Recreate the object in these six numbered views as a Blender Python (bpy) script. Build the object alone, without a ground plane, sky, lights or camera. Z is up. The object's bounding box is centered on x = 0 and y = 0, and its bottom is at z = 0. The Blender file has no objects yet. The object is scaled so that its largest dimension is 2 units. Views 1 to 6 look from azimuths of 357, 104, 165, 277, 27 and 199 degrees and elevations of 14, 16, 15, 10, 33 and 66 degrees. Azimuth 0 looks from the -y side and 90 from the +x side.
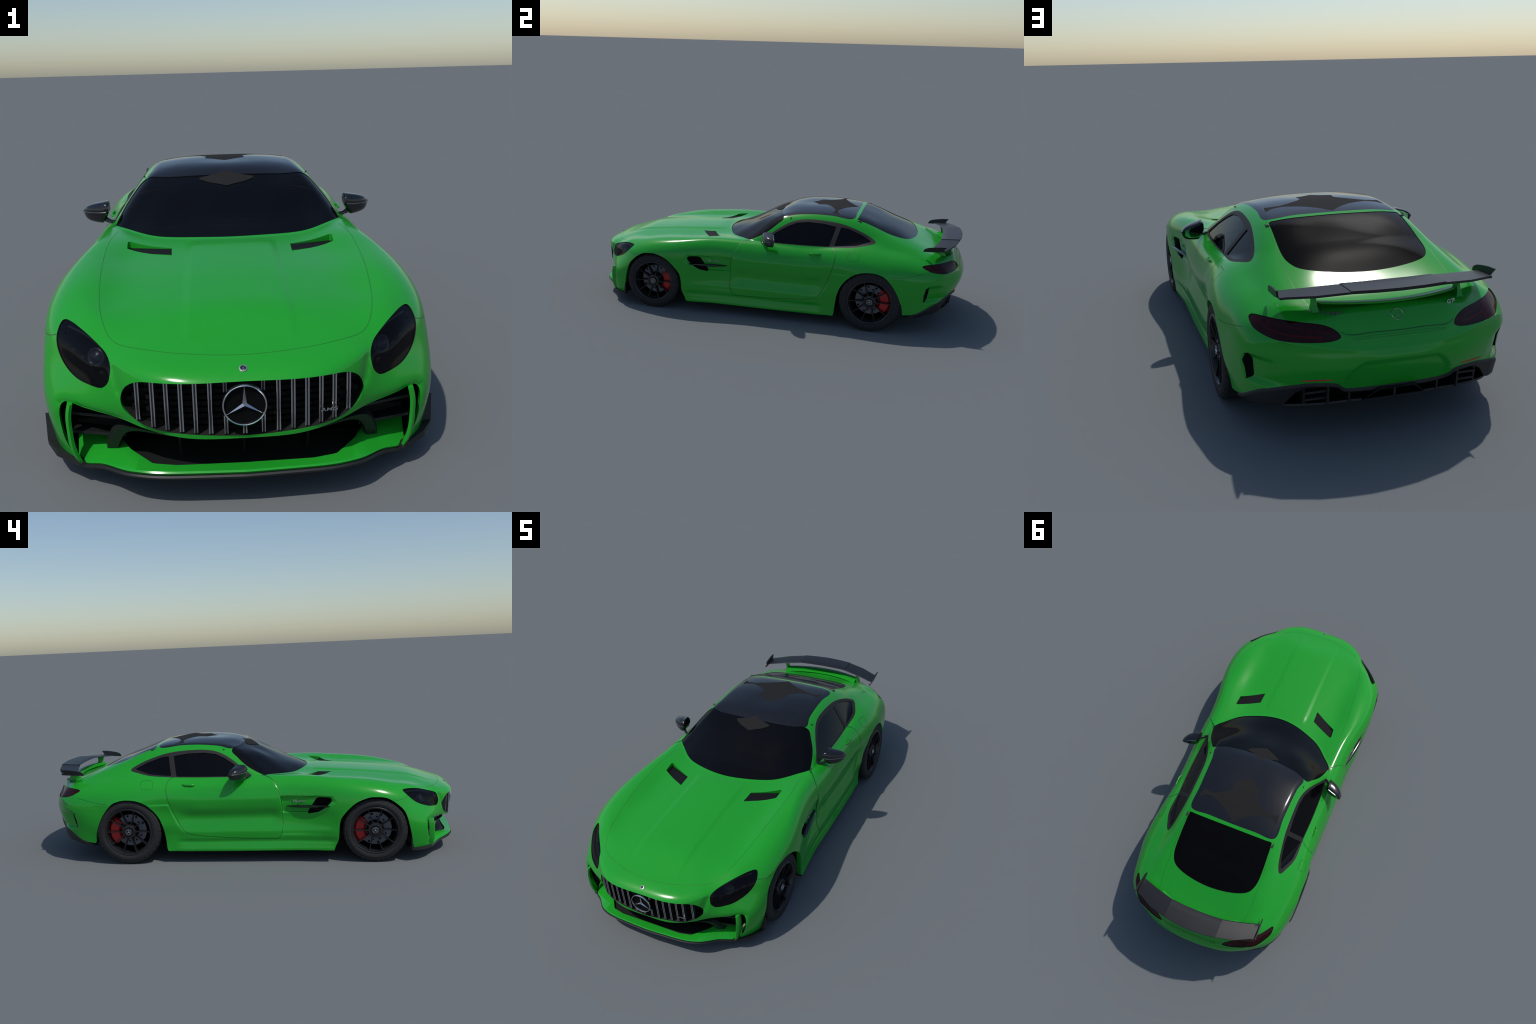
import bpy, bmesh, math
import numpy as np
from mathutils import Vector, Matrix

# =====================================================================
#  small numeric kit: splines, regular-grid tables, smooth min / max
# =====================================================================
def spline(xs, ys, x, clamp=False):
    """C2 cubic through knots (natural ends, or flat ends with clamp)."""
    xs = np.asarray(xs, float); ys = np.asarray(ys, float)
    n = len(xs); h = np.diff(xs)
    A = np.zeros((n, n)); r = np.zeros((n,) + ys.shape[1:])
    dv = (np.diff(ys, axis=0).T / h).T
    for i in range(1, n - 1):
        A[i, i-1] = h[i-1]; A[i, i] = 2 * (h[i-1] + h[i]); A[i, i+1] = h[i]
        r[i] = 6 * (dv[i] - dv[i-1])
    if clamp:
        A[0, 0] = 2 * h[0]; A[0, 1] = h[0]; r[0] = 6 * dv[0]
        A[-1, -1] = 2 * h[-1]; A[-1, -2] = h[-1]; r[-1] = -6 * dv[-1]
    else:
        A[0, 0] = 1; A[-1, -1] = 1
    M = np.linalg.solve(A, r)
    x = np.clip(np.asarray(x, float), xs[0], xs[-1])
    i = np.clip(np.searchsorted(xs, x) - 1, 0, n - 2)
    t0 = x - xs[i]; t1 = xs[i+1] - x; hh = h[i]
    ex = (slice(None),) * t0.ndim + (None,) * (ys.ndim - 1)
    t0 = t0[ex]; t1 = t1[ex]; hh = hh[ex]
    return (M[i] * t1**3 + M[i+1] * t0**3) / (6 * hh) + (ys[i] / hh - M[i] * hh / 6) * t1 + (ys[i+1] / hh - M[i+1] * hh / 6) * t0

def pchip(xs, ys, x):
    """shape preserving cubic (no overshoot), linear beyond the ends."""
    xs = np.asarray(xs, float); ys = np.asarray(ys, float)
    h = np.diff(xs); d = np.diff(ys) / h
    m = np.zeros_like(ys); m[0] = d[0]; m[-1] = d[-1]
    for i in range(1, len(xs) - 1):
        if d[i-1] * d[i] > 0:
            w1 = 2 * h[i] + h[i-1]; w2 = h[i] + 2 * h[i-1]
            m[i] = (w1 + w2) / (w1 / d[i-1] + w2 / d[i])
    x = np.asarray(x, float); xc = np.clip(x, xs[0], xs[-1])
    i = np.clip(np.searchsorted(xs, xc) - 1, 0, len(xs) - 2)
    t = (xc - xs[i]) / h[i]
    r = (ys[i] * (1 + 2*t) * (1-t)**2 + m[i] * h[i] * t * (1-t)**2 + ys[i+1] * t*t * (3 - 2*t) + m[i+1] * h[i] * t*t * (t-1))
    return r + np.where(x < xs[0], (x - xs[0]) * m[0], 0) + np.where(x > xs[-1], (x - xs[-1]) * m[-1], 0)

class Table:
    """dense regular grid, sampled with Catmull-Rom bicubic interpolation."""
    def __init__(s, a0, a1, b0, b1, G):
        s.a0, s.a1, s.b0, s.b1, s.G = a0, a1, b0, b1, G
    def __call__(s, a, b):
        na, nb = s.G.shape
        u = np.clip((a - s.a0) / (s.a1 - s.a0) * (na - 1), 0, na - 1.001)
        v = np.clip((b - s.b0) / (s.b1 - s.b0) * (nb - 1), 0, nb - 1.001)
        i = u.astype(int); j = v.astype(int); fu = u - i; fv = v - j
        def w(t):
            return (-.5*t + t*t - .5*t**3, 1 - 2.5*t*t + 1.5*t**3, .5*t + 2*t*t - 1.5*t**3, -.5*t*t + .5*t**3)
        wu = w(fu); wv = w(fv); r = 0
        for p in range(4):
            ii = np.clip(i + p - 1, 0, na - 1); q = 0
            for k in range(4):
                q = q + wv[k] * s.G[ii, np.clip(j + k - 1, 0, nb - 1)]
            r = r + wu[p] * q
        return r

def smax(a, b, k):
    h = np.clip(.5 + .5 * (a - b) / k, 0, 1)
    return b + (a - b) * h + k * h * (1 - h)
def smin(a, b, k):
    return -smax(-a, -b, k)
def smooth(t, a, b):
    t = np.clip((t - a) / (b - a), 0, 1)
    return t * t * (3 - 2 * t)
def bump(t, c, w):
    return np.exp(-((t - c) / w) ** 2)

# =====================================================================
#  BODY SHAPE
# =====================================================================
YS = 0.44            # plan is squashed by this before going polar
AXF, AXR = 0.608, 0.5485     # axle positions (front at -AXF, rear at +AXR)

# plan outlines (half width x, station y), nose centre -> side -> tail centre
PLAN = {
 0.05: [(0,-0.955),(0.12,-0.95),(0.21,-0.935),(0.28,-0.9),(0.345,-0.864),(0.385,-0.82),(0.412,-0.76),(0.425,-0.68),(0.43,-0.6),(0.432,-0.5),(0.4316,-0.42),(0.4217,-0.3),(0.4171,-0.1),(0.4155,0.1),(0.413,0.28),(0.415,0.4),(0.42,0.52),(0.418,0.62),(0.413,0.7),(0.4,0.77),(0.36,0.84),(0.3,0.885),(0.2,0.905),(0.1,0.915),(0,0.915)],
 0.11: [(0,-0.975),(0.12,-0.97),(0.21,-0.94),(0.28,-0.908),(0.345,-0.876),(0.392,-0.835),(0.422,-0.77),(0.437,-0.68),(0.444,-0.6),(0.445,-0.5),(0.4368,-0.42),(0.423,-0.3),(0.417,-0.1),(0.417,0.1),(0.4129,0.28),(0.412,0.4),(0.426,0.52),(0.4245,0.62),(0.4167,0.7),(0.403,0.77),(0.365,0.845),(0.305,0.895),(0.2,0.922),(0.1,0.937),(0,0.937)],
 0.18: [(0,-0.985),(0.12,-0.98),(0.21,-0.946),(0.28,-0.91),(0.345,-0.878),(0.394,-0.838),(0.4268,-0.775),(0.445,-0.68),(0.453,-0.6),(0.451,-0.5),(0.4378,-0.42),(0.417,-0.3),(0.412,-0.1),(0.412,0.1),(0.4099,0.28),(0.42,0.4),(0.442,0.52),(0.4395,0.62),(0.4287,0.7),(0.4068,0.78),(0.374,0.85),(0.31,0.905),(0.2,0.95),(0.1,0.966),(0,0.971)],
 0.25: [(0,-1),(0.11,-0.995),(0.2,-0.962),(0.27,-0.905),(0.33,-0.858),(0.3858,-0.8),(0.4252,-0.74),(0.444,-0.67),(0.451,-0.6),(0.45,-0.5),(0.4408,-0.42),(0.42,-0.3),(0.414,-0.1),(0.415,0.1),(0.4119,0.28),(0.42,0.4),(0.446,0.52),(0.4425,0.62),(0.4287,0.7),(0.4129,0.785),(0.386,0.85),(0.3168,0.912),(0.2101,0.969),(0.1,0.994),(0,1)],
 0.31: [(0,-0.985),(0.11,-0.98),(0.2,-0.94),(0.27,-0.885),(0.33,-0.83),(0.377,-0.77),(0.414,-0.71),(0.434,-0.65),(0.442,-0.59),(0.443,-0.5),(0.4348,-0.42),(0.419,-0.3),(0.414,-0.1),(0.412,0.1),(0.4139,0.28),(0.426,0.4),(0.436,0.52),(0.4325,0.62),(0.4187,0.7),(0.4023,0.785),(0.3706,0.847),(0.3026,0.905),(0.2013,0.955),(0.1,0.978),(0,0.984)],
 0.36: [(0,-0.96),(0.11,-0.955),(0.2,-0.91),(0.27,-0.85),(0.3212,-0.79),(0.3636,-0.73),(0.397,-0.68),(0.417,-0.63),(0.425,-0.58),(0.427,-0.5),(0.4188,-0.42),(0.405,-0.3),(0.3965,-0.1),(0.3956,0.1),(0.3959,0.28),(0.407,0.4),(0.414,0.52),(0.4055,0.62),(0.3923,0.7),(0.3716,0.78),(0.3332,0.84),(0.2704,0.895),(0.1823,0.94),(0.09,0.955),(0,0.96)],
 0.41: [(0,-0.94),(0.11,-0.935),(0.2,-0.89),(0.27,-0.82),(0.31,-0.76),(0.35,-0.7),(0.375,-0.65),(0.39,-0.61),(0.395,-0.57),(0.396,-0.5),(0.392,-0.42),(0.375,-0.3),(0.3675,-0.1),(0.3654,0.1),(0.362,0.28),(0.372,0.4),(0.378,0.52),(0.368,0.62),(0.3536,0.7),(0.3252,0.78),(0.2922,0.83),(0.2356,0.88),(0.162,0.925),(0.081,0.938),(0.0006,0.942)],
}
def build_plan():
    th = np.linspace(0, math.pi, 721); zs = sorted(PLAN); rows = []
    for z in zs:
        p = np.array(PLAN[z]); t = np.arctan2(p[:, 0], -p[:, 1] * YS)
        rows.append(spline(t, np.hypot(p[:, 0], p[:, 1] * YS), th, clamp=True))
    zz = np.linspace(zs[0], zs[-1], 121)
    return Table(0, math.pi, zs[0], zs[-1], spline(zs, np.array(rows), zz).T.copy())
PLAN_T = build_plan()

# bonnet / fender / rear deck height at lateral stations, listed along y
TX = [0, .10, .16, .22, .28, .33, .38, .43, .48]
TOP = [  # y : heights at TX
 (-1.05, [0.235, 0.234, 0.229, 0.215, 0.195, 0.18, 0.165, 0.155, 0.145]),
 (-1.00, [0.271, 0.27, 0.265, 0.252, 0.235, 0.222, 0.21, 0.2, 0.19]),
 (-.970, [0.2885, 0.2875, 0.283, 0.272, 0.26, 0.25, 0.24, 0.23, 0.22]),
 (-.920, [.315,.313,.309,.302,.290,.280,.270,.260,.250]),
 (-.860, [0.337,0.336,0.334,0.327,0.314,0.302,0.293,0.283,0.275]),
 (-.790, [.363,.361,.357,.350,.341,.330,.316,.303,.290]),
 (-.700, [0.378,0.376,0.372,0.366,0.356,0.351,0.343,0.323,0.3]),
 (-.600, [0.388,0.386,0.382,0.377,0.37,0.369,0.364,0.342,0.31]),
 (-.500, [0.393,0.391,0.387,0.382,0.377,0.379,0.376,0.354,0.318]),
 (-.400, [0.395,0.393,0.388,0.384,0.381,0.386,0.384,0.362,0.326]),
 (-.300, [0.395,0.393,0.389,0.387,0.39,0.394,0.39,0.368,0.334]),
 (-.180, [0.395,0.393,0.39,0.389,0.392,0.396,0.391,0.37,0.338]),
 (-.05,  [.396,.396,.394,.393,.394,.397,.388,.368,.336]),
 (.15,   [.396,.396,.395,.395,.396,.397,.386,.366,.334]),
 (.35, [0.398,0.398,0.398,0.398,0.399,0.403,0.394,0.374,0.34]),
 (.50, [0.4,0.402,0.404,0.406,0.412,0.414,0.398,0.373,0.339]),
 (.62, [0.438,0.438,0.436,0.43,0.415,0.4,0.386,0.363,0.33]),
 (.74, [0.41,0.41,0.41,0.408,0.398,0.384,0.368,0.343,0.312]),
 (.79, [0.394,0.394,0.395,0.394,0.388,0.377,0.359,0.334,0.306]),
 (.835, [0.382,0.382,0.383,0.383,0.383,0.374,0.353,0.326,0.297]),
 (.875, [0.379,0.379,0.38,0.377,0.369,0.357,0.335,0.311,0.284]),
 (.910, [0.387,0.387,0.386,0.373,0.358,0.343,0.321,0.296,0.268]),
 (.932,  [.391,.390,.384,.362,.341,.321,.297,.272,.247]),
 (.965,  [.352,.351,.347,.333,.315,.297,.275,.250,.225]),
 (1.02,  [.250,.250,.247,.240,.230,.220,.205,.190,.170]),
]
def build_top():
    ys = [r[0] for r in TOP]; H = np.array([r[1] for r in TOP])
    xg = np.linspace(0, .48, 121); yg = np.linspace(-1.05, 1.02, 415)
    # the bonnet skin lies in a shallow valley between the fender crowns
    dip = pchip([-1.05,-.97,-.93,-.86,-.79,-.70,-.60,-.50,-.40,-.30,-.18,1.02], [0,0,.007,.014,.018,.020,.020,.017,.012,.006,0,0], np.array(ys))
    wx = pchip([0,.22,.26,.29,.33,.48], [1,1,.85,.45,.05,0], np.array(TX))
    H = H - dip[:, None] * wx[None]
    # even extension across the centre plane keeps the crown flat at x = 0
    xe = [-x for x in TX[:0:-1]] + TX
    He = np.concatenate([H[:, :0:-1], H], 1)
    A = spline(xe, He.T, xg)            # (121, ny)
    B = spline(ys, A.T, yg)             # (415, 121)
    return Table(-1.05, 1.02, 0, .48, B)
TOP_T = build_top()

# canopy: windscreen - roof - hatch height at lateral stations, listed along y
CX = {
 0.00: [(-.40,.335),(-.285,.391),(-.18,.431),(-.10,.470),(-.04,.500),(.015,.522),(.05,.5365),(.10,.548),(.1625,.552),(.25,.5555),(.35,.551),(.437,.5395),(.50,.520),(.57,.495),(.65,.462),(.741,.411),(.85,.350)],
 0.10: [(-.40,.322),(-.265,.392),(-.16,.436),(-.08,.475),(-.02,.503),(.018,.520),(.05,.534),(.10,.5465),(.165,.5525),(.25,.5555),(.35,.550),(.437,.538),(.50,.5185),(.57,.4935),(.65,.4605),(.741,.410),(.85,.350)],
 0.18: [(-.40,.295),(-.237,.389),(-.13,.442),(-.05,.486),(.0,.507),(.028,.518),(.06,.529),(.105,.5395),(.17,.546),(.25,.549),(.35,.544),(.437,.533),(.50,.515),(.57,.4875),(.65,.453),(.741,.407),(.85,.350)],
 0.25: [(-.40,.255),(-.20,.389),(-.09,.442),(-.01,.489),(.03,.508),(.06,.5185),(.09,.5245),(.13,.5295),(.19,.535),(.25,.537),(.35,.532),(.437,.520),(.50,.501),(.57,.474),(.65,.439),(.741,.399),(.85,.345)],
 0.33: [(-.40,.200),(-.135,.389),(-.02,.446),(.05,.478),(.10,.494),(.15,.507),(.20,.514),(.252,.516),(.356,.509),(.437,.497),(.55,.460),(.65,.424),(.741,.388),(.85,.335)],
}
def build_canopy():
    yg = np.linspace(-.40, .85, 251); xs = sorted(CX)
    rows = np.array([spline(*zip(*CX[x]), yg) for x in xs])
    xe = [-x for x in xs[:0:-1]] + xs
    G = spline(xe, np.concatenate([rows[:0:-1], rows]), np.linspace(0, .33, 67))
    return Table(-.40, .85, 0, .33, G.T.copy())
CAN_T = build_canopy()
CBASE = [(-.40,.32),(-.20,.334),(-.04,.346),(.10,.352),(.33,.349),(.45,.338),(.55,.325),(.65,.306),(.75,.280),(.90,.235)]
def canopy_half(y, z):
    b = spline(*zip(*CBASE), y)
    return b - .70 * (z - .40) - .6 * (z - .40) * np.abs(z - .40)

# front and rear shut line of the door, station over height
DOOR_F = ([.10,.12,.15,.229,.302,.346,.381,.40], [-.165,-.172,-.183,-.185,-.180,-.166,-.143,-.11])
DOOR_R = ([.10,.15,.19,.24,.287,.332,.368,.40], [.20,.279,.307,.330,.346,.357,.360,.345])
def side_relief(x, y, z):
    """sculpting of the flanks, metres outward"""
    yf = np.interp(z, *DOOR_F); yr = np.interp(z, *DOOR_R)
    ahead = 1 - smooth(y, yf - .004, yf + .003)              # in front of the door
    d = 0 * z
    # sunken panel behind the front wheel that carries the side vent
    front = np.interp(z, [.22,.230,.256,.283,.31], [-.34,-.357,-.402,-.440,-.425])
    d = d - .010 * smooth(.311 - z, 0, .008) * smooth(z, .230, .240) * smooth(y - front, 0, .035) * ahead
    d = d - .0025 * ahead * smooth(y, -.43, -.25) * smooth(z, .125, .14) * (1 - smooth(z, .37, .39))
    # door: hollow below the waist crease, fuller toward the bottom
    dw = smooth(y, -.19, -.13) * (1 - smooth(y, .24, .345))
    lw = smooth(y, -.47, -.38) * (1 - smooth(y, .27, .33))
    d = d - (.0115 * dw + .004 * lw * (1 - dw)) * bump(z, .216, .034)
    d = d + .0035 * lw * bump(z, .148, .018) + .0025 * dw * bump(z, .303, .020)
    # sill: undercut below the door, flared bottom edge
    sw = smooth(y, -.46, -.40) * (1 - smooth(y, .26, .345))
    d = d - .005 * sw * bump(z, .100, .013) + .004 * sw * (1 - smooth(z, .062, .082))
    # skirt ledge ahead of the rear wheel
    d = d + .005 * (1 - smooth(z, .276, .286)) * smooth(y - yr, .0, .012) * (1 - smooth(y, .42, .46)) * smooth(z, .13, .19)
    # pocket in the rear bumper flank behind the painted outlet patch
    ys = np.interp(z, [.16,.205,.242,.253,.263], [.811,.812,.820,.832,.850])
    d = d - .013 * smooth(y - ys, -.002, .004) * (1 - smooth(y, .83, .93)) * smooth(z, .160, .182) * (1 - smooth(z, .235, .264))
    return d
def end_relief(x, y, z):
    """sculpting of nose and tail, metres outward along y"""
    r = smooth(y, .80, .86); f = 1 - smooth(y, -.84, -.78)
    zt = np.interp(x, [0,.10,.115,.135,.150,.165], [.255,.253,.248,.228,.205,.15])
    d = -.010 * r * smooth(zt - z, -.008, .016) * (1 - smooth(x, .135, .168))
    d = d + .004 * r * (1 - smooth(z, .319, .328)) * smooth(z, .285, .32) * (1 - smooth(x, .13, .17))
    # brow folding under above the corner ducts, valley between lamp and grille
    zm = np.interp(x, [.0,.17,.225,.27,.32,.352,.37,.40], [.146,.158,.170,.174,.180,.185,.183,.17])
    d = d - .011 * f * np.exp(-np.clip(z - zm, 0, 1) / .011) * smooth(x, .20, .27) * (1 - smooth(x, .375, .395)) * smooth(z, .10, .15)
    d = d - .006 * f * bump(x, .249 + .25 * (z - .25), .011) * smooth(z, .20, .235) * (1 - smooth(z, .272, .295))
    return d

def body_parts(x, y, z):
    """signed fields of the lower body and of the glasshouse"""
    x = np.abs(x)
    th = np.arctan2(x, -y * YS)
    side = np.hypot(x, y * YS) - PLAN_T(th, np.clip(z, .05, .41)) - side_relief(x, y, z) - YS * end_relief(x, y, z)
    top = z - TOP_T(y, x) - .0032 * (1 - smooth(x, .100, .126)) * smooth(y, -.92, -.84) * (1 - smooth(y, -.36, -.28))
    low = smax(side, top, .035 - .023 * (1 - smooth(y, -.93, -.86)))
    ct = CAN_T(y, x) - .6 * np.maximum(-.40 - y, 0) - .8 * np.maximum(y - .85, 0)
    can = smax(z - ct, x - canopy_half(y, z), .030)
    can = np.maximum(can, .33 - z)
    return low, can
def body_field(x, y, z):
    """negative inside the painted body + glasshouse"""
    low, can = body_parts(x, y, z)
    f = smin(low, can, .006 + .05 * smooth(y, .30, .60))
    return smax(f, .0535 - z, .004)

# ---------------------------------------------------------------- mesher
AX = .70; Z0 = .17
def body_grid():
    # columns: fan about the front end of the axis, straight run, rear fan
    nf, nm = 56, 250
    cols = []
    for i in range(nf):
        a = math.pi / 2 * (1 - i / nf); cols.append((-AX, -math.sin(a), math.cos(a)))
    for i in range(nm + 1):
        cols.append((-AX + 2 * AX * i / nm, 0., 1.))
    for i in range(1, nf + 1):
        a = math.pi / 2 * i / nf; cols.append((AX, math.sin(a), math.cos(a)))
    cols = np.array(cols)
    ph = np.concatenate([np.radians(np.linspace(-88, -28, 24, endpoint=False)), np.radians(np.linspace(-28, 90, 190))])
    C, P = np.meshgrid(np.arange(len(cols)), ph, indexing='ij')
    y0 = cols[C, 0]; dy = cols[C, 1] * np.cos(P); dx = cols[C, 2] * np.cos(P); dz = np.sin(P)
    # squash: far away rays along y at the ends, nothing else needed
    lo = np.zeros_like(y0); hi = np.full_like(y0, .75)
    for _ in range(26):
        m = (lo + hi) / 2
        f = body_field(dx * m, y0 + dy * m, Z0 + dz * m)
        lo = np.where(f < 0, m, lo); hi = np.where(f < 0, hi, m)
    t = (lo + hi) / 2
    V = np.stack([dx * t, y0 + dy * t, Z0 + dz * t], -1)
    return V
class Surf:
    """triangle soup with shared vertices and one part tag per face"""
    def __init__(s, V, F, tag=0):
        s.V, s.F = V, F; s.T = np.full(len(F), tag)
    def normals(s):
        a, b, c = (s.V[s.F[:, i]] for i in range(3))
        n = np.cross(b - a, c - a); N = np.zeros_like(s.V)
        for i in range(3): np.add.at(N, s.F[:, i], n)
        return N / np.maximum(np.linalg.norm(N, axis=1, keepdims=True), 1e-12)
    def split(s, d, mask=None, eps=1e-5):
        """cut faces along the zero line of the vertex field d; returns (d, inside face mask)"""
        d = np.where(np.abs(d) < eps, 0, d)
        if mask is None: mask = np.ones(len(s.F), bool)
        sg = np.sign(d)[s.F]
        cross = mask & (sg.min(1) < 0) & (sg.max(1) > 0)
        keepF, keepT = s.F[~cross], s.T[~cross]; keepM = mask[~cross]
        F, T = s.F[cross], s.T[cross]
        E = np.concatenate([F[:, [0, 1]], F[:, [1, 2]], F[:, [2, 0]]])
        Es = np.sort(E, 1); u, inv = np.unique(Es, axis=0, return_inverse=True); inv = inv.ravel()
        du = d[u]; cut = (du[:, 0] * du[:, 1]) < 0
        idx = np.full(len(u), -1); idx[cut] = len(s.V) + np.arange(cut.sum())
        t = du[cut, 0] / (du[cut, 0] - du[cut, 1])
        nv = s.V[u[cut, 0]] * (1 - t)[:, None] + s.V[u[cut, 1]] * t[:, None]
        s.V = np.concatenate([s.V, nv]); d = np.concatenate([d, np.zeros(len(nv))])
        em = idx[inv].reshape(3, -1).T     # midpoints of edges 01,12,20
        newF, newT = [], []
        for f, t_, m in zip(F, T, em):
            poly = []
            for k in range(3):
                poly.append(f[k])
                if m[k] >= 0: poly.append(m[k])
            # split polygon into the negative and positive side
            for side in (-1, 1):
                q = [v for v in poly if d[v] * side >= 0]
                for k in range(1, len(q) - 1):
                    tri = (q[0], q[k], q[k+1])
                    newF.append(tri); newT.append(t_)
        if newF:
            newF = np.array(newF); s.F = np.concatenate([keepF, newF]); s.T = np.concatenate([keepT, np.array(newT)])
            M = np.concatenate([keepM, np.ones(len(newF), bool)])
        else:
            M = mask
        return d, M & (d[s.F].mean(1) < 0)

def grid_surf(V):
    nc, nr = V.shape[:2]; I = np.arange(nc * nr).reshape(nc, nr)
    a, b, c, d = I[:-1, :-1].ravel(), I[1:, :-1].ravel(), I[1:, 1:].ravel(), I[:-1, 1:].ravel()
    F = np.concatenate([np.stack([a, b, c], 1), np.stack([a, c, d], 1)])
    V = V.reshape(-1, 3)
    # weld coincident points (fan poles)
    key = np.round(V / 2e-6).astype(np.int64); _, first, inv = np.unique(key, axis=0, return_index=True, return_inverse=True)
    V = V[first]; F = inv.ravel()[F]
    ok = (F[:, 0] != F[:, 1]) & (F[:, 1] != F[:, 2]) & (F[:, 0] != F[:, 2])
    return V, F[ok]

#@END_NUM
# =====================================================================
#  MATERIALS
# =====================================================================
def material(name, base, rough=.4, metal=0., coat=0., spec=.5, noise=0., nscale=60., bump_s=0., alpha_mix=None, emission=None):
    m = bpy.data.materials.new(name); m.use_nodes = True
    nt = m.node_tree; b = nt.nodes['Principled BSDF']
    b.inputs['Base Color'].default_value = (*base, 1); b.inputs['Roughness'].default_value = rough
    b.inputs['Metallic'].default_value = metal; b.inputs['Coat Weight'].default_value = coat
    b.inputs['Coat Roughness'].default_value = .08; b.inputs['Specular IOR Level'].default_value = spec
    if noise or bump_s:
        tc = nt.nodes.new('ShaderNodeTexCoord'); tx = nt.nodes.new('ShaderNodeTexNoise')
        tx.inputs['Scale'].default_value = nscale; tx.inputs['Detail'].default_value = 4
        nt.links.new(tc.outputs['Object'], tx.inputs['Vector'])
        if noise:
            cr = nt.nodes.new('ShaderNodeValToRGB')
            cr.color_ramp.elements[0].position = .3; cr.color_ramp.elements[1].position = .7
            cr.color_ramp.elements[0].color = (*[c * (1 - noise) for c in base], 1)
            cr.color_ramp.elements[1].color = (*[min(1, c * (1 + noise)) for c in base], 1)
            nt.links.new(tx.outputs['Fac'], cr.inputs['Fac']); nt.links.new(cr.outputs['Color'], b.inputs['Base Color'])
        if bump_s:
            bp = nt.nodes.new('ShaderNodeBump'); bp.inputs['Strength'].default_value = bump_s; bp.inputs['Distance'].default_value = .001
            nt.links.new(tx.outputs['Fac'], bp.inputs['Height']); nt.links.new(bp.outputs['Normal'], b.inputs['Normal'])
    if alpha_mix is not None:          # tinted pane: part of the light goes straight through
        fac, tint = alpha_mix
        tr = nt.nodes.new('ShaderNodeBsdfTransparent'); tr.inputs['Color'].default_value = (*tint, 1)
        mx = nt.nodes.new('ShaderNodeMixShader'); mx.inputs['Fac'].default_value = fac
        out = nt.nodes['Material Output']
        nt.links.new(b.outputs[0], mx.inputs[1]); nt.links.new(tr.outputs[0], mx.inputs[2]); nt.links.new(mx.outputs[0], out.inputs['Surface'])
    return m

MAT = {
 'paint':   material('green_paint', (.0165, .348, .0245), rough=.17, spec=.45, noise=.02, nscale=300),
 'glass':   material('tinted_glass', (.003, .003, .004), rough=.04, spec=.3, alpha_mix=(.30, (.35, .35, .37))),
 'hatchglass': material('rear_glass', (.006, .006, .007), rough=.32, spec=.012, alpha_mix=(.22, (.35, .35, .37))),
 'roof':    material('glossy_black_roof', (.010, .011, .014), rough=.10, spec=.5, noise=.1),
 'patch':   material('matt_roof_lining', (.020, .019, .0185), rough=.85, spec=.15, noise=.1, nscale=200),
 'trim':    material('window_trim', (.020, .0195, .019), rough=.55, spec=.3, noise=.1, nscale=200),
 'gloss':   material('piano_black', (.008, .008, .009), rough=.12, coat=.4, noise=.1),
 'plastic': material('black_plastic', (.010, .010, .011), rough=.55, noise=.2, nscale=250, bump_s=.15),
 'dark':    material('unlit_black', (.004, .004, .004), rough=.9, spec=.1, noise=.2),
 'carbon':  material('wing_black', (.0095, .0098, .0115), rough=.42, noise=.1, nscale=400),
 'rubber':  material('tyre_rubber', (.022, .022, .0225), rough=.75, spec=.3, noise=.2, nscale=120, bump_s=.2),
 'rim':     material('rim_black', (.012, .012, .013), rough=.3, noise=.15),
 'disc':    material('brake_disc', (.20, .21, .24), rough=.5, metal=.2, noise=.1, nscale=300),
 'caliper': material('caliper_red', (.52, .012, .014), rough=.35, noise=.06),
 'chrome':  material('satin_chrome', (.62, .62, .64), rough=.22, metal=1., noise=.04),
 'silver':  material('silver_letter', (.45, .46, .48), rough=.3, metal=.7, noise=.04),
 'lamp':    material('smoked_lens', (.006, .006, .008), rough=.05, alpha_mix=(.65, (.6, .6, .65)), noise=.1),
 'tail':    material('smoked_red_lens', (.050, .005, .007), rough=.06, alpha_mix=(.5, (.6, .25, .25)), noise=.1),
 'red':     material('red_reflector', (.45, .02, .015), rough=.3, noise=.1),
 'lampin':  material('lamp_inside', (.10, .103, .115), rough=.3, metal=.5, noise=.1),
 'seat':    material('seat_leather', (.030, .031, .036), rough=.6, noise=.15, nscale=80),
 'gap': material('shut_line_shade', (.013, .22, .020), rough=.4, noise=.05),  # body green darkened to stand for the shade inside shut lines
 'doorgap': material('door_gap_shade', (.006, .11, .010), rough=.4, noise=.05),  # deeper groove shade put into the colour, for door and bumper joints
 'mesh':    material('grille_mesh', (.018, .018, .019), rough=.7, spec=.2, noise=.2),
}

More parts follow.
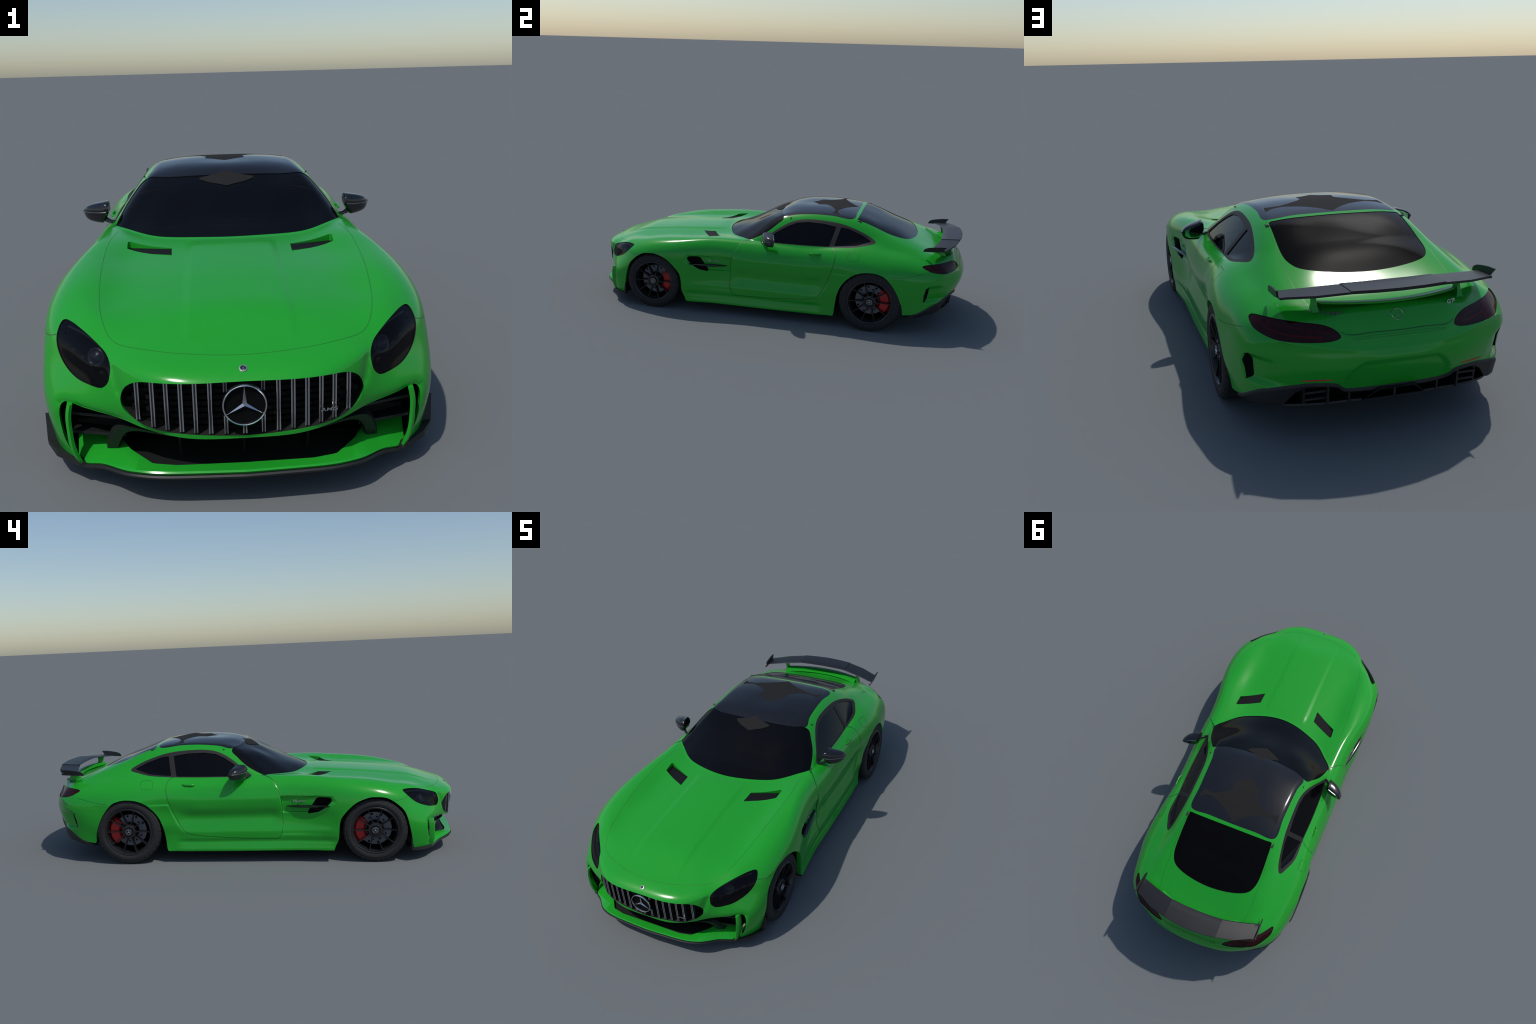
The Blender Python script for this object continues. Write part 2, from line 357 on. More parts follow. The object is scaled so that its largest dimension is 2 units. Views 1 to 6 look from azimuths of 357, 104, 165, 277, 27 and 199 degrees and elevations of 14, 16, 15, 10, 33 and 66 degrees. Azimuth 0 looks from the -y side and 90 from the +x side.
def grazing_gloss(m):
    """pane with a dull coating: mirror-like only at shallow angles"""
    nt = m.node_tree; b = nt.nodes['Principled BSDF']; lw = nt.nodes.new('ShaderNodeLayerWeight'); lw.inputs['Blend'].default_value = .5
    for sock, a, z in (('Specular IOR Level', .012, .5), ('Roughness', .32, .06)):
        r = nt.nodes.new('ShaderNodeMapRange'); r.inputs['From Min'].default_value = .48; r.inputs['From Max'].default_value = .72
        r.inputs['To Min'].default_value = a; r.inputs['To Max'].default_value = z
        nt.links.new(lw.outputs['Facing'], r.inputs['Value']); nt.links.new(r.outputs[0], b.inputs[sock])
grazing_gloss(MAT['hatchglass'])
def mesh_material():
    m = MAT['mesh']; nt = m.node_tree; b = nt.nodes['Principled BSDF']
    tc = nt.nodes.new('ShaderNodeTexCoord'); cols = []
    for rot in (35, -35):
        mp = nt.nodes.new('ShaderNodeMapping'); mp.inputs['Rotation'].default_value[2] = math.radians(rot)
        wv = nt.nodes.new('ShaderNodeTexWave'); wv.inputs['Scale'].default_value = 55
        nt.links.new(tc.outputs['Object'], mp.inputs['Vector']); nt.links.new(mp.outputs[0], wv.inputs['Vector']); cols.append(wv)
    mx = nt.nodes.new('ShaderNodeMath'); mx.operation = 'MAXIMUM'
    nt.links.new(cols[0].outputs['Fac'], mx.inputs[0]); nt.links.new(cols[1].outputs['Fac'], mx.inputs[1])
    cr = nt.nodes.new('ShaderNodeValToRGB'); cr.color_ramp.elements[0].position = .55; cr.color_ramp.elements[0].color = (.001, .001, .001, 1)
    cr.color_ramp.elements[1].position = .9; cr.color_ramp.elements[1].color = (.009, .009, .010, 1)
    nt.links.new(mx.outputs[0], cr.inputs['Fac']); nt.links.new(cr.outputs['Color'], b.inputs['Base Color'])
mesh_material()

# =====================================================================
#  SCENE HELPERS
# =====================================================================
ROOT = bpy.data.objects.new('sports_coupe', None)
bpy.context.scene.collection.objects.link(ROOT)
ROOT['label'] = 'bright green two-door sports coupe with black rear wing'
ROOT['category'] = 'sports car'

def add(name, V, F, mat, parent=None, N=None, smooth_angle=None):
    me = bpy.data.meshes.new(name)
    me.from_pydata([tuple(map(float, v)) for v in V], [], [tuple(int(i) for i in f) for f in F]); me.update()
    me.materials.append(MAT[mat])
    if N is not None:
        me.polygons.foreach_set('use_smooth', [True] * len(me.polygons))
        me.normals_split_custom_set_from_vertices([tuple(map(float, n)) for n in N])
    elif smooth_angle is not None:
        me.polygons.foreach_set('use_smooth', [True] * len(me.polygons))
        me.set_sharp_from_angle(angle=math.radians(smooth_angle))
    ob = bpy.data.objects.new(name, me); bpy.context.scene.collection.objects.link(ob)
    ob.parent = parent or ROOT
    return ob
def share(ob, M, parent=None):
    o = ob.copy(); bpy.context.scene.collection.objects.link(o); o.matrix_world = M; o.parent = parent or ROOT
    return o
def mirror_mesh(V, F, N=None):
    V = np.array(V, float) * [-1, 1, 1]; F = [tuple(f)[::-1] for f in F]
    return (V, F) if N is None else (V, F, np.array(N) * [-1, 1, 1])
def pair(name, V, F, mat, parent=None, smooth_angle=35):
    a = add(name, V, F, mat, parent, smooth_angle=smooth_angle)
    Vm, Fm = mirror_mesh(V, F)
    return a, add(name, Vm, Fm, mat, parent, smooth_angle=smooth_angle)

def loft(rings, closed=True, caps=True):
    """quads through equally long rings of points"""
    n = len(rings[0]); V = [p for r in rings for p in r]; F = []
    for i in range(len(rings) - 1):
        for k in range(n if closed else n - 1):
            a, b = i * n + k, i * n + (k + 1) % n
            F.append((a, b, b + n, a + n))
    if caps and closed:
        F.append(tuple(range(n))[::-1]); F.append(tuple(range((len(rings) - 1) * n, len(rings) * n)))
    return np.array(V, float), F
def join(*parts):
    V, F, o = [], [], 0
    for v, f in parts:
        V.append(np.asarray(v, float)); F += [tuple(i + o for i in q) for q in f]; o += len(v)
    return np.concatenate(V), F
def box(c, s, R=None):
    c = np.array(c, float); h = np.array(s, float) / 2
    P = np.array([(x, y, z) for x in (-1, 1) for y in (-1, 1) for z in (-1, 1)]) * h
    if R is not None: P = P @ np.array(R).T
    return P + c, [(0, 1, 3, 2), (4, 6, 7, 5), (0, 4, 5, 1), (2, 3, 7, 6), (0, 2, 6, 4), (1, 5, 7, 3)]
def prism(poly, axis, a, b):
    """closed 2D outline extruded between two positions on an axis"""
    i = 'xyz'.index(axis); o = [k for k in range(3) if k != i]
    def ring(t):
        R = np.zeros((len(poly), 3)); R[:, i] = t; R[:, o] = poly; return R
    return loft([ring(a), ring(b)])
def tube(path, r, n=10):
    path = np.array(path, float); rr = r if hasattr(r, '__len__') else [r] * len(path); rings = []
    for i, p in enumerate(path):
        t = path[min(i+1, len(path)-1)] - path[max(i-1, 0)]; t /= np.linalg.norm(t)
        u = np.cross(t, [0, 0, 1]) if abs(t[2]) < .9 else np.cross(t, [1, 0, 0]); u /= np.linalg.norm(u); w = np.cross(t, u)
        rings.append([p + rr[i] * (math.cos(a) * u + math.sin(a) * w) for a in np.linspace(0, 2*math.pi, n, endpoint=False)])
    return loft(rings)
def lathe(profile, n=64, axis='x'):
    """(axial, radius) profile spun about the axis"""
    rings = []
    for a in np.linspace(0, 2 * math.pi, n, endpoint=False):
        rings.append([(p, r * math.cos(a), r * math.sin(a)) for p, r in profile])
    V, F = loft(rings + [rings[0]], closed=False, caps=False)
    m = len(profile); V = V[:n*m]; F = [tuple(i % (n*m) for i in f) for f in F]
    return V, F
def smooth_closed(pts, n=12):
    """Catmull-Rom through a closed list of points (2D or 3D)"""
    P = np.array(pts, float); m = len(P); out = []
    for i in range(m):
        a, b, c, d = P[i-1], P[i], P[(i+1) % m], P[(i+2) % m]
        for t in np.linspace(0, 1, n, endpoint=False):
            out.append(.5 * (2*b + (c-a)*t + (2*a-5*b+4*c-d)*t*t + (3*b-a-3*c+d)*t**3))
    return np.array(out)
def smooth_open(pts, n=12):
    P = np.array(pts, float); t = np.concatenate([[0], np.cumsum(np.linalg.norm(np.diff(P, axis=0), axis=1))])
    return spline(t, P, np.linspace(0, t[-1], n * (len(P) - 1) + 1))

# =====================================================================
#  PANELS: lines drawn on the body surface
# =====================================================================
def basis(d):
    d = np.array(d, float); d /= np.linalg.norm(d)
    u = np.cross([0, 0, 1], d) if abs(d[2]) < .9 else np.array([1., 0, 0]); u /= np.linalg.norm(u)
    return np.stack([u, np.cross(d, u)])
def seg_dist(P, L, closed):
    """distance to polyline and side sign (left of travel negative)"""
    A = L; B = np.roll(L, -1, 0) if closed else L[1:]
    A = A if closed else L[:-1]
    best = np.full(len(P), 1e9); side = np.ones(len(P)); endd = np.zeros(len(P), bool)
    for i, (a, b) in enumerate(zip(A, B)):
        ab = b - a; l2 = ab @ ab
        if l2 < 1e-14: continue
        t = np.clip(((P - a) @ ab) / l2, 0, 1); q = P - (a + t[:, None] * ab)
        d = np.hypot(q[:, 0], q[:, 1]); m = d < best - 1e-12
        cr = ab[0] * (P[:, 1] - a[1]) - ab[1] * (P[:, 0] - a[0])
        best = np.where(m, d, best); side = np.where(m, -np.sign(cr), side)
    return best, side
def inside(P, L):
    r = np.zeros(len(P), bool); x, y = P[:, 0], P[:, 1]
    for (x0, y0), (x1, y1) in zip(L, np.roll(L, -1, 0)):
        c = ((y0 > y) != (y1 > y))
        with np.errstate(divide='ignore', invalid='ignore'):
            r ^= c & (x < (x1 - x0) * (y - y0) / (y1 - y0) + x0)
    return r
class Line:
    """closed or open line on the skin: control points in 2D (given axes) or 3D + direction"""
    def __init__(s, pts, direction, where, closed=True, n=10, sharp=False):
        s.B = basis(direction) if not isinstance(direction, str) else np.eye(3)[[i for i in range(3) if 'xyz'[i] != direction]]
        P = np.array(pts, float)
        if P.shape[1] == 3: P = P @ s.B.T
        s.L = P if sharp else (smooth_closed(P, n) if closed else smooth_open(P, n))
        s.closed = closed; s.where = where
    def field(s, V):
        P = V @ s.B.T; lo, hi = s.L.min(0) - .03, s.L.max(0) + .03
        near = ((P > lo) & (P < hi)).all(1) & s.where(V[:, 0], V[:, 1], V[:, 2])
        d = np.full(len(V), .03); sd = np.full(len(V), .03)
        if near.any():
            dd, sg = seg_dist(P[near], s.L, s.closed); d[near] = dd
            sd[near] = np.where(inside(P[near], s.L), -dd, dd) if s.closed else dd * sg
        return d, sd

def mark(S, line, tag, only=None):
    """faces inside the line get the tag (restricted to faces tagged `only`)"""
    _, sd = line.field(S.V)
    m = None if only is None else np.isin(S.T, only)
    # keep faces away from the seam untouched
    d, ins = S.split(sd, m)
    S.T[ins] = tag
def groove(S, line, w, depth, tag, painted):
    """narrow sunken shut line: own faces, own (shadow green) paint"""
    d, sd = line.field(S.V); m = (d[S.F] < .012).all(1); S.split(sd, m)
    d, _ = line.field(S.V); S.split(d - w)
    d, _ = line.field(S.V); N = field_normals(S.V); t = np.clip(1 - d / w, 0, 1)
    S.V -= N * (depth * np.sqrt(t))[:, None]
    c = (d[S.F] < w * 1.1).all(1) & np.isin(S.T, painted); S.T[c] = tag
def field_normals(V):
    e = .0012; g = []
    for k in range(3):
        o = np.zeros(3); o[k] = e; A, B = V + o, V - o
        g.append(body_field(A[:, 0], A[:, 1], A[:, 2]) - body_field(B[:, 0], B[:, 1], B[:, 2]))
    g = np.stack(g, 1); g[V[:, 0] < 1e-6, 0] = 0
    return g / np.maximum(np.linalg.norm(g, axis=1, keepdims=True), 1e-12)
#@PART2

TAGS = ['front_fender', 'bonnet', 'front_bumper', 'door', 'rear_quarter_panel', 'boot_lid', 'rear_bumper', 'windscreen', 'roof_panel', 'rear_window',
        'side_window', 'quarter_window', 'window_trim', 'headlight', 'tail_light', 'underbody', 'hole', 'roof_lining_patch', 'fuel_flap', 'bonnet_vent', 'roof_rail', 'panel_gap', 'door_gap', 'outlet_slot_patch']
TG = {n: i for i, n in enumerate(TAGS)}
side_on = lambda x, y, z: x > .22
front_on = lambda x, y, z: y < -.70
rear_on = lambda x, y, z: y > .70
up_on = lambda x, y, z: z > .26
def both(half):
    """half outline listed from x = 0 to x = 0, closed by its mirror image"""
    return half + [(-x, y) for x, y in half[::-1] if x > 1e-6]

WINDSCREEN = Line(both([(0,-.40),(.20,-.34),(.30,-.24),(.335,-.165),(.341,-.120),(.319,-.025),(.286,.033),(.258,.060),(.19,.036),(.10,.025),(0,.022)]), 'z', up_on, n=6)
ROOF = Line(both([(0,.019),(.10,.022),(.19,.033),(.248,.062),(.238,.128),(.233,.21),(.230,.308),(.226,.419),(.12,.4265),(0,.429)]), 'z', up_on, n=6)
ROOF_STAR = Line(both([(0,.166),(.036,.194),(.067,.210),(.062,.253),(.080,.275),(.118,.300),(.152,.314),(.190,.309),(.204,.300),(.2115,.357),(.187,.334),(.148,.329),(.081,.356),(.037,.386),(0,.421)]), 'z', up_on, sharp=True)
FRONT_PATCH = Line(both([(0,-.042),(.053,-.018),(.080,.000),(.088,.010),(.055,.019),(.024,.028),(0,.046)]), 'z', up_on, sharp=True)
REAR_GLASS = Line(both([(0,.446),(.12,.4455),(.19,.4435),(.2175,.441),(.224,.452),(.226,.50),(.228,.56),(.227,.63),(.216,.672),(.195,.70),(.15,.721),(.08,.736),(0,.742)]), 'z', up_on, n=6)
BONNET_SEAM = [(0,-.937),(.09,-.928),(.15,-.912),(.215,-.884),(.262,-.846),(.284,-.80),(.300,-.735),(.314,-.63),(.325,-.50),(.331,-.38),(.330,-.27),(.322,-.18)]
BONNET = Line(both(BONNET_SEAM + [(.31,-.08),(.2,-.05),(0,-.05)]), 'z', up_on, n=8)
BONNET_GAP = Line([(-x, y) for x, y in BONNET_SEAM[3:0:-1]] + BONNET_SEAM, 'z', up_on, closed=False)
VENT = Line([(.158,-.412),(.16,-.345),(.284,-.278),(.280,-.339)], 'z', up_on, sharp=True)
BOOT_SEAM = [(.227,.430),(.233,.507),(.238,.614),(.238,.70),(.236,.771),(.229,.817),(.222,.86),(.216,.90)]
BOOT = Line(both([(0,.430),(.12,.428),(.218,.423)] + BOOT_SEAM + [(.200,.925),(.165,.954),(.10,.972),(0,.977)]), 'z', lambda x, y, z: z > .318, n=6)
BOOT_GAP = Line(BOOT_SEAM, 'z', up_on, closed=False)

DOOR_PTS = [(-.112,.396),(-.143,.381),(-.166,.346),(-.180,.302),(-.185,.229),(-.183,.150),(-.172,.120),(-.114,.111),(.0,.115),(.109,.122),(.23,.133),(.279,.150),(.307,.190),(.330,.240),(.346,.287),(.357,.332),(.360,.368),(.350,.391),(.335,.399)]
DOOR = Line(DOOR_PTS + [(.30,.405),(.1,.405),(-.09,.405)], 'x', side_on, n=6)
DOOR_GAP = Line([(-.085,.400)] + DOOR_PTS[1:], 'x', side_on, closed=False)
WINDOWS = Line([(.550,.434),(.495,.466),(.419,.493),(.351,.508),(.273,.515),(.205,.516),(.147,.510),(.098,.494),(.049,.466),(.001,.431),(-.040,.401),(-.020,.3965),(.05,.3955),(.195,.397),(.324,.3995),(.386,.4035),(.444,.409),(.50,.419)], 'x', side_on, n=6)
DOOR_GLASS = Line([(.342,.491),(.272,.501),(.194,.503),(.136,.496),(.087,.475),(.034,.443),(-.016,.403),(.064,.3985),(.195,.400),(.319,.4025)], 'x', side_on, sharp=True)
QUARTER_GLASS = Line([(.528,.4365),(.474,.462),(.407,.485),(.366,.4905),(.345,.4055),(.387,.4085),(.455,.416)], 'x', side_on, sharp=True)
FRONT_ARCH = Line([(-.443,.02),(-.4435,.118),(-.450,.190),(-.4685,.2265),(-.518,.2755),(-.571,.299),(-.611,.3035),(-.667,.295),(-.7195,.258),(-.749,.2165),(-.770,.13),(-.7785,.066),(-.782,.02)], 'x', lambda x, y, z: x > .26, n=5)
REAR_ARCH = Line([(.3670,.02),(.3680,.066),(.380,.167),(.404,.229),(.4475,.279),(.493,.303),(.5445,.310),(.5875,.305),(.627,.285),(.675,.224),(.705,.153),(.712,.11),(.715,.02)], 'x', lambda x, y, z: x > .26, n=5)
HEADLIGHT = Line([(.378,-.734,.322),(.388,-.742,.312),(.391,-.765,.288),(.384,-.792,.268),(.366,-.822,.250),(.338,-.856,.2355),(.310,-.880,.230),(.284,-.898,.2285),(.270,-.907,.240),(.264,-.908,.255),(.262,-.901,.279),(.271,-.884,.292),(.291,-.855,.304),(.320,-.811,.316),(.346,-.776,.323),(.364,-.750,.3245)], (.55, -.72, .42), lambda x, y, z: (x > .2) & (y < -.68), n=5)
TAIL_LIGHT = Line([(.367,.782,.346),(.350,.80,.352),(.30,.862,.352),(.25,.900,.350),(.205,.931,.348),(.178,.950,.338),(.163,.960,.322),(.172,.963,.313),(.205,.957,.307),(.263,.934,.305),(.325,.890,.308),(.357,.831,.318),(.368,.80,.333)], (.5, .85, .15), lambda x, y, z: (x > .12) & (y > .70), n=5)
GRILLE = Line(both([(0,.2705),(.10,.2695),(.17,.268),(.205,.263),(.228,.249),(.240,.228),(.242,.211),(.235,.195),(.218,.182),(.17,.166),(.10,.1565),(0,.153)]), 'y', lambda x, y, z: y < -.84, n=6)
MOUTH = Line(both([(0,.1460),(.10,.149),(.17,.157),(.225,.168),(.27,.173),(.32,.179),(.352,.184),(.370,.182),(.381,.165),(.381,.130),(.370,.085),(.350,.052),(.335,.030),(.2,.020),(0,.020)]), 'y', lambda x, y, z: y < -.76, n=6)
SIDE_VENT = Line([(-.352,.303),(-.405,.302),(-.414,.296),(-.411,.283),(-.394,.265),(-.357,.239),(-.330,.232),(-.302,.232),(-.333,.283)], 'x', side_on, n=5)
FUEL = Line([(.482,.386),(.475,.391),(.434,.391),(.427,.386),(.424,.364),(.430,.356),(.470,.356),(.478,.362)], 'x', side_on, n=5)
BUMPER_GAP = Line([(-.690,.288),(-.712,.284),(-.745,.291),(-.765,.300)], 'x', side_on, closed=False)
REAR_GAP = Line([(.642,.291),(.705,.298),(.761,.310),(.80,.318)], 'x', side_on, closed=False)
TAIL_GAP = Line([(-.165,.332),(-.15,.326),(-.10,.3245),(0,.3245),(.10,.3245),(.15,.326),(.165,.332)], 'y', lambda x, y, z: y > .9, closed=False)
TAIL_SLOT = Line(both([(0,.3185),(.10,.3175),(.138,.3135),(.10,.3125),(0,.3135)]), 'y', lambda x, y, z: y > .9)
REAR_SLOT = Line([(.374,.849,.260),(.387,.829,.249),(.392,.816,.217),(.392,.8105,.176),(.390,.813,.169),(.386,.821,.180),(.386,.824,.215),(.381,.838,.248)], (.75, .66, 0), lambda x, y, z: (y > .76) & (x > .3), n=5)
SILL_GAP = Line([(-.50,.119),(-.42,.1195),(-.30,.121),(-.18,.121)], 'x', side_on, closed=False)
FRONT_BUMPER = Line([(-1.2,.0),(-1.2,.5),(-.86,.5),(-.80,.315),(-.745,.291),(-.712,.284),(-.690,.288),(-.62,.2),(-.62,0)], 'x', lambda x, y, z: y < -.6, sharp=True)
REAR_BUMPER = Line([(.60,.0),(.62,.2),(.642,.291),(.705,.298),(.761,.310),(.80,.318),(.90,.322),(1.1,.322),(1.1,0)], 'x', lambda x, y, z: y > .5, sharp=True)
# lower edge of the painted rear bumper, height over half width
REAR_EDGE = [(0,.160),(.08,.160),(.13,.161),(.150,.166),(.172,.186),(.20,.190),(.25,.187),(.285,.178),(.32,.168),(.36,.154),(.385,.130),(.400,.110),(.415,.100),(.44,.098)]

def inset(S, tag, depth, wall_tag_list):
    """sink all faces of a tag below the skin; returns the wall strip"""
    f = S.T == tag; N = S.normals()
    E = np.concatenate([S.F[f][:, [0, 1]], S.F[f][:, [1, 2]], S.F[f][:, [2, 0]]])
    key = {}
    for a, b in E: key[(min(a, b), max(a, b))] = key.get((min(a, b), max(a, b)), 0) + 1
    bd = [(a, b) for a, b in E if key[(min(a, b), max(a, b))] == 1 and not (S.V[a, 0] < 1e-6 and S.V[b, 0] < 1e-6)]
    vs = np.unique(S.F[f]); mp = np.full(len(S.V), -1); mp[vs] = len(S.V) + np.arange(len(vs))
    old = S.V.copy()
    S.V = np.concatenate([S.V, S.V[vs] - N[vs] * depth]); F = S.F.copy(); F[f] = mp[F[f]]; S.F = F
    if tag == TG['bonnet_vent']: S.V[len(old):, 2] = .3785 - .065 * (S.V[len(old):, 0] - .158) - .0015
    W = []
    for a, b in bd:
        W.append((old[a], old[b], S.V[mp[b]], S.V[mp[a]]))
    wall_tag_list.append(np.array(W))

def boundary(S, ta, tb=None):
    """directed edges of the faces tagged ta that border tb (or anything)"""
    f = S.F[S.T == ta]; E = np.concatenate([f[:, [0, 1]], f[:, [1, 2]], f[:, [2, 0]]])
    if tb is not None:
        g = S.F[np.isin(S.T, tb)]; G = set(map(tuple, np.concatenate([g[:, [1, 0]], g[:, [2, 1]], g[:, [0, 2]]]).tolist()))
        return [(a, b) for a, b in E.tolist() if (a, b) in G]
    c = set(map(tuple, E.tolist())); return [e for e in c if (e[1], e[0]) not in c]

def build_body():
    V, F = grid_surf(body_grid())
    S = Surf(V, F, TG['front_fender'])
    # orientation: make normals point outward
    if (S.normals() * (S.V - [0, 0, .2]))[:, 0].sum() < 0: S.F = S.F[:, ::-1].copy()
    B = TG['front_fender']
    # --- openings
    for ln in (FRONT_ARCH, REAR_ARCH, GRILLE, MOUTH, SIDE_VENT): mark(S, ln, TG['hole'], [B])
    ze = pchip(*zip(*REAR_EDGE), S.V[:, 0]); yy = S.V[:, 1]
    d = np.where(yy > .69, S.V[:, 2] - ze, .05)
    _, ins = S.split(d); S.T[ins & (S.T == B)] = TG['hole']
    N = S.normals(); fn = N[S.F].mean(1)
    S.T[(fn[:, 2] < -.75) & (S.V[S.F][:, :, 2].mean(1) < .07) & (S.T == B)] = TG['underbody']
    S.T[(S.T == TG['underbody']) & (S.V[S.F][:, :, 1].mean(1) < -.79)] = TG['hole']
    # --- glass and lights
    _, sd = WINDSCREEN.field(S.V); low, can = body_parts(S.V[:, 0], S.V[:, 1], S.V[:, 2])
    _, ins = S.split(np.maximum(sd, np.where(S.V[:, 1] < 0, can - low + .001, -1)), S.T == B); S.T[ins] = TG['windscreen']   # meets the cowl crease
    mark(S, ROOF, TG['roof_panel'], [B]); mark(S, REAR_GLASS, TG['rear_window'], [B])
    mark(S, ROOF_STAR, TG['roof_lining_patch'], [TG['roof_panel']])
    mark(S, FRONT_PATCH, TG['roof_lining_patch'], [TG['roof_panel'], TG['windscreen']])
    mark(S, WINDOWS, TG['window_trim'], [B])
    mark(S, DOOR_GLASS, TG['side_window'], [TG['window_trim']]); mark(S, QUARTER_GLASS, TG['quarter_window'], [TG['window_trim']])
    mark(S, HEADLIGHT, TG['headlight'], [B]); mark(S, TAIL_LIGHT, TG['tail_light'], [B])
    mark(S, VENT, TG['bonnet_vent'], [B])
    # --- black crescent painted on the rear bumper flank in place of an open slot
    z = S.V[:, 2]; ys = np.interp(z, [.16,.205,.242,.253,.263], [.811,.812,.820,.832,.850]); k = np.sqrt(np.sin(np.pi * np.clip((z - .168) / .090, 0, 1)))
    y = S.V[:, 1]; d = np.maximum(ys - .0015 - y, y - (ys + .0155 * k)); d = np.where((S.V[:, 0] > .30) & (y > .78) & (y < .88) & (z > .15) & (z < .275), d, .03)
    _, ins = S.split(d, S.T == B); S.T[ins] = TG['outlet_slot_patch']
    # --- painted panels
    mark(S, BONNET, TG['bonnet'], [B]); mark(S, BOOT, TG['boot_lid'], [B]); mark(S, DOOR, TG['door'], [B]); mark(S, FUEL, TG['fuel_flap'], [B])
    mark(S, FRONT_BUMPER, TG['front_bumper'], [B]); mark(S, REAR_BUMPER, TG['rear_bumper'], [B])
    c = S.V[S.F].mean(1); b = S.T == B
    S.T[b & (c[:, 1] > .0)] = TG['rear_quarter_panel']
    # --- shut lines
    for ln, w, dp in ((BONNET_GAP, .0022, .0022), (DOOR_GAP, .0030, .0035), (BOOT_GAP, .0022, .0022), (FUEL, .0018, .0014), (BUMPER_GAP, .002, .002), (REAR_GAP, .002, .002), (SILL_GAP, .002, .002), (TAIL_GAP, .0025, .0025), (TAIL_SLOT, .002, .002)):
        groove(S, ln, w * .45, dp * .5, TG['door_gap' if ln in (DOOR_GAP, TAIL_GAP, FUEL, REAR_GAP, BUMPER_GAP) else 'panel_gap'], [TG[k] for k in ('front_fender', 'bonnet', 'front_bumper', 'door', 'rear_quarter_panel', 'boot_lid', 'rear_bumper', 'fuel_flap', 'panel_gap', 'door_gap')])
    return S

S = build_body()
walls = {}
def wall(tag, depth, mat):
    L = []; inset(S, TG[tag], depth, L); walls.setdefault(mat, []).append(L[0])
BODY_N = None
edges_hole = {}
for part in ('front_bumper', 'front_fender', 'door', 'rear_quarter_panel', 'rear_bumper'):
    edges_hole[part] = [(S.V[a].copy(), S.V[b].copy()) for a, b in boundary(S, TG[part], [TG['hole']])]
n_before = len(S.V)
for t, dp, m in (('windscreen', .002, 'trim'), ('side_window', .003, 'trim'), ('quarter_window', .003, 'trim'), ('rear_window', .0015, 'trim'), ('headlight', .002, 'plastic'), ('tail_light', .002, 'plastic'), ('bonnet_vent', .004, 'paint')):
    wall(t, dp, m)
# the vent mesh lies on its own plane, falling away outward
vv = np.unique(S.F[S.T == TG['bonnet_vent']]); S.V[vv, 2] = .3785 - .065 * (S.V[vv, 0] - .158) - .0015
N_all = field_normals(S.V); N_all[vv] = (.065, 0, 1)

TAGMAT = {'windscreen': 'glass', 'rear_window': 'hatchglass', 'side_window': 'glass', 'quarter_window': 'glass', 'window_trim': 'trim', 'headlight': 'lamp', 'tail_light': 'tail',
          'roof_panel': 'roof', 'roof_lining_patch': 'patch', 'underbody': 'plastic', 'bonnet_vent': 'mesh', 'panel_gap': 'gap', 'door_gap': 'doorgap', 'outlet_slot_patch': 'dark'}
CENTRE = {'bonnet', 'front_bumper', 'boot_lid', 'rear_bumper', 'windscreen', 'roof_panel', 'rear_window', 'underbody', 'roof_lining_patch'}
PART = {}
for name in TAGS:
    f = S.F[S.T == TG[name]]
    if name == 'hole' or not len(f): continue
    vs, inv = np.unique(f, return_inverse=True); inv = inv.reshape(f.shape)
    V, N = S.V[vs], N_all[vs]; mat = TAGMAT.get(name, 'paint')
    Vm, Fm, Nm = mirror_mesh(V, inv.tolist(), N)
    if name in CENTRE:
        V2, F2 = join((V, inv.tolist()), (Vm, Fm)); N2 = np.concatenate([N, Nm])
        PART[name] = add(name, V2, F2, mat, N=N2)
    else:
        PART[name] = add(name, V, inv.tolist(), mat, N=N)
        PART[name + '.m'] = add(name, Vm, Fm, mat, N=Nm)
for mat, L in walls.items():
    Q = np.concatenate(L).reshape(-1, 3); F = [(i, i+1, i+2, i+3) for i in range(0, len(Q), 4)]
    Qm = Q * [-1, 1, 1]
    o = add('window_frame' if mat == 'trim' else ('lamp_frame' if mat == 'plastic' else 'vent_frame'), np.concatenate([Q, Qm]), F + [tuple(i + len(Q) for i in f)[::-1] for f in F], mat)

# painted returns around the openings (give the sheet a thickness)
def lip(edges, shift, name, mat):
    V, F = [], []
    for a, b in edges:
        k = len(V); V += [a, b, b + shift(b), a + shift(a)]; F.append((k, k+1, k+2, k+3))
    if not V: return
    V = np.array(V); Vm, Fm = mirror_mesh(V, F); V2, F2 = join((V, F), (Vm, Fm))
    return add(name, V2, F2, mat)
def arch_shift(p): return np.array([-.020, 0, 0])
side_e = [e for k in ('front_fender', 'front_bumper', 'rear_quarter_panel', 'rear_bumper', 'door') for e in edges_hole[k] if e[0][0] > .385 and (abs(e[0][1] + AXF) < .185 or abs(e[0][1] - AXR) < .19) and e[0][2] < .315]
lip(side_e, arch_shift, 'wheel_arch_lip', 'paint')
front_e = [e for e in edges_hole['front_bumper'] if e[0][1] < -.79 and e[0][0] < .395]
lip(front_e, lambda p: np.array([-.25*p[0]*0, .014, 0]), 'front_opening_lip', 'paint')
vent_e = [e for e in edges_hole['front_fender'] if -.43 < e[0][1] < -.29 and e[0][2] > .2]
lip(vent_e, lambda p: np.array([-.02, 0, 0]), 'side_vent_lip', 'plastic')
rear_e = [e for k in ('rear_bumper', 'rear_quarter_panel') for e in edges_hole[k] if e[0][1] > .70 and e[0][2] > .085 and not (abs(e[0][1]-.713) < .012 and e[0][0] > .38)]

